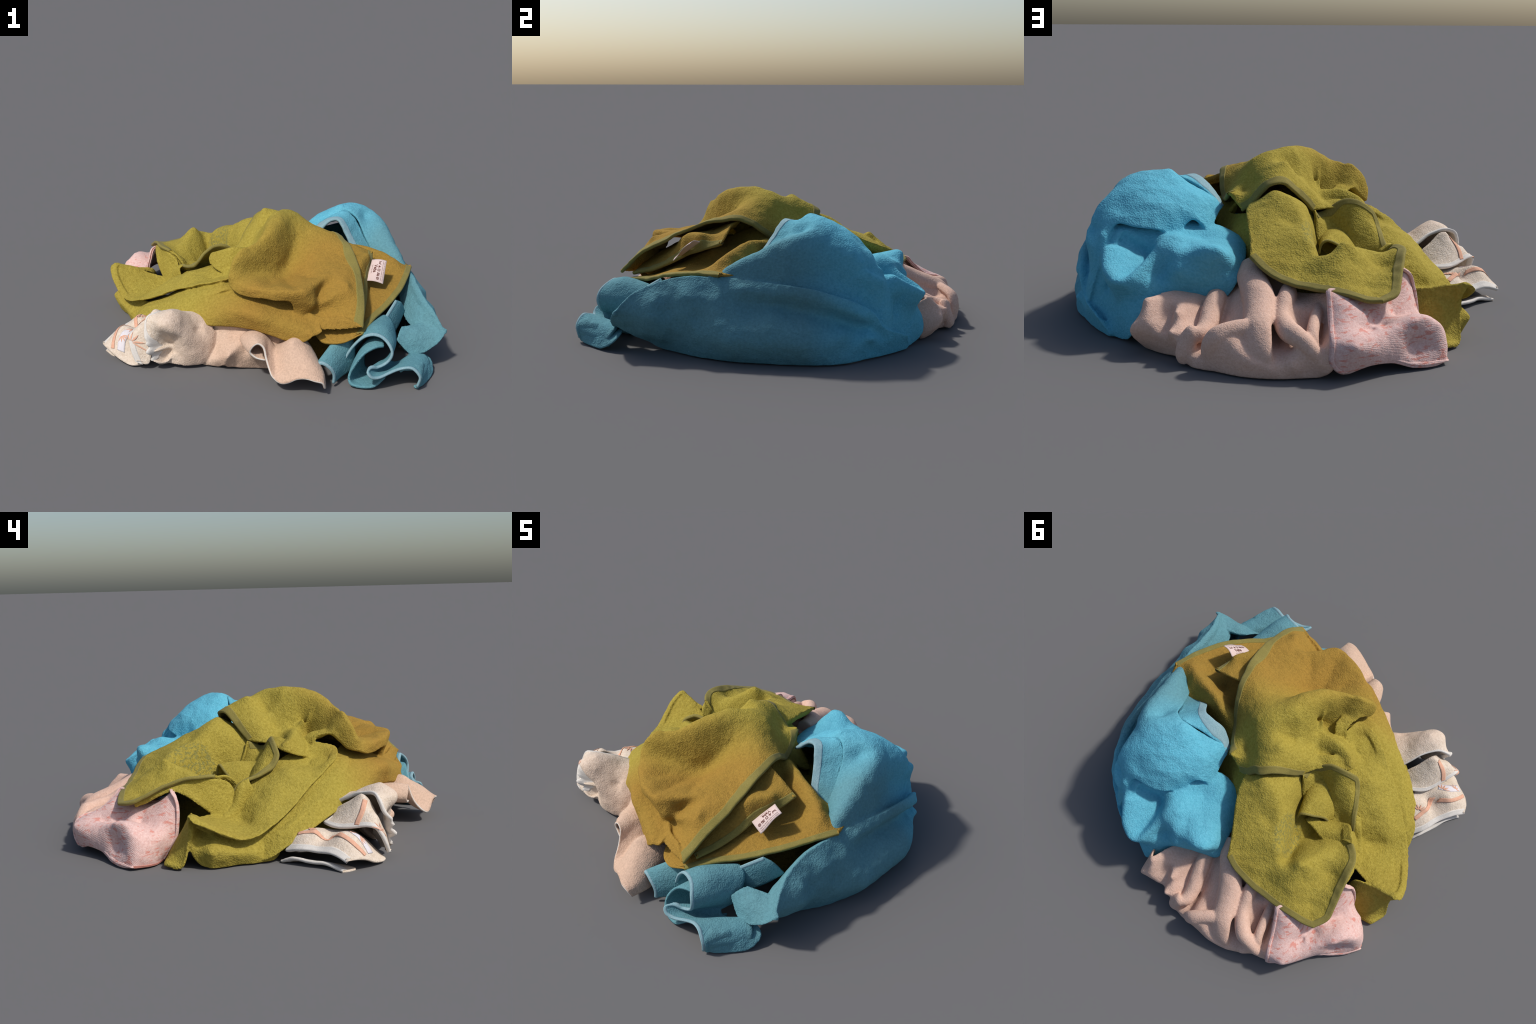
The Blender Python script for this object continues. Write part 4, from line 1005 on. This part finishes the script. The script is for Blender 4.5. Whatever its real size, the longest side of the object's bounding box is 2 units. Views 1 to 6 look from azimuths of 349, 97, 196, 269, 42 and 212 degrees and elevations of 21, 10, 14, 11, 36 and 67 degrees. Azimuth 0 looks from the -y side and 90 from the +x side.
panel("striped_layer", cream, M_CREAM, up=(-0.6, 0.45, 0.66), seed=64,
      edge=[(-0.79, -0.09, 0.01), (-0.83, -0.14, 0.035), (-0.88, -0.22, 0.03), (-0.92, -0.29, 0.03), (-0.975, -0.36, 0.004), (-0.93, -0.42, 0.004), (-0.85, -0.34, 0.004), (-0.78, -0.20, 0.004)],
      corners=(0, 4), hems=((0, 4),), hem_mat=M_CHEM, hem_width=0.02, roll=0.0, amp=0.002, folds=[])

panel("front_folds", cream, M_CREAM, up=(0.05, -0.75, 0.66), seed=65,
      edge=[(-0.42, -0.46, 0.235), (-0.33, -0.53, 0.245), (-0.22, -0.58, 0.24), (-0.10, -0.62, 0.225), (0.0, -0.66, 0.20), (0.06, -0.72, 0.17), (0.05, -0.74, 0.08), (-0.03, -0.70, 0.01), (-0.12, -0.66, 0.005), (-0.22, -0.645, 0.005), (-0.31, -0.64, 0.015), (-0.40, -0.61, 0.01), (-0.47, -0.58, 0.015), (-0.48, -0.50, 0.10)],
      roll=0.02, amp=0.005,
      folds=[[(-0.335, -0.555, 0.185), (-0.37, -0.60, 0.12), (-0.40, -0.625, 0.055)], [(-0.30, -0.58, 0.17)], [(-0.235, -0.625, 0.195), (-0.285, -0.665, 0.14), (-0.335, -0.690, 0.09), (-0.37, -0.67, 0.045)], [(-0.235, -0.66, 0.12), (-0.30, -0.665, 0.07)], [(-0.20, -0.70, 0.13)], [(-0.395, -0.555, 0.10)]])

fuse("knotted_cloth", M_CREAM, cream, parts_of(cream, "curl", "front_folds"), soften=4)

ribbon("pocket", cream, M_CREAM, seed=66, edge_mat=M_CHEM, rim=0.004, rows=[
      [(-0.160, -0.80, 0.128), (-0.205, -0.785, 0.136), (-0.238, -0.775, 0.165), (-0.225, -0.785, 0.205), (-0.20, -0.79, 0.220), (-0.172, -0.80, 0.200), (-0.160, -0.82, 0.150), (-0.150, -0.845, 0.108), (-0.135, -0.88, 0.070), (-0.10, -0.912, 0.050), (-0.065, -0.932, 0.058), (-0.02, -0.952, 0.088), (0.02, -0.972, 0.100), (0.065, -0.995, 0.095), (0.105, -1.0, 0.085), (0.125, -0.985, 0.045)],
      [(-0.165, -0.75, 0.135), (-0.215, -0.735, 0.142), (-0.258, -0.72, 0.175), (-0.237, -0.725, 0.215), (-0.205, -0.73, 0.232), (-0.165, -0.745, 0.215), (-0.145, -0.77, 0.165), (-0.125, -0.80, 0.125), (-0.105, -0.83, 0.095), (-0.085, -0.85, 0.10), (-0.06, -0.86, 0.13), (-0.025, -0.87, 0.165), (0.025, -0.885, 0.175), (0.08, -0.905, 0.15), (0.125, -0.91, 0.105), (0.14, -0.90, 0.05)],
      [(-0.17, -0.68, 0.145), (-0.22, -0.66, 0.15), (-0.267, -0.64, 0.175), (-0.247, -0.645, 0.208), (-0.205, -0.65, 0.225), (-0.155, -0.665, 0.22), (-0.12, -0.69, 0.185), (-0.10, -0.72, 0.155), (-0.09, -0.745, 0.15), (-0.075, -0.765, 0.165), (-0.05, -0.785, 0.20), (-0.015, -0.795, 0.232), (0.03, -0.78, 0.225), (0.085, -0.765, 0.18), (0.12, -0.76, 0.12), (0.13, -0.75, 0.05)],
      [(-0.17, -0.62, 0.14), (-0.21, -0.60, 0.14), (-0.252, -0.58, 0.16), (-0.23, -0.585, 0.19), (-0.19, -0.59, 0.20), (-0.14, -0.60, 0.20), (-0.11, -0.62, 0.17), (-0.09, -0.64, 0.15), (-0.07, -0.66, 0.15), (-0.05, -0.67, 0.16), (-0.03, -0.68, 0.18), (0.0, -0.68, 0.20), (0.04, -0.67, 0.20), (0.09, -0.65, 0.16), (0.12, -0.64, 0.11), (0.13, -0.63, 0.05)]])
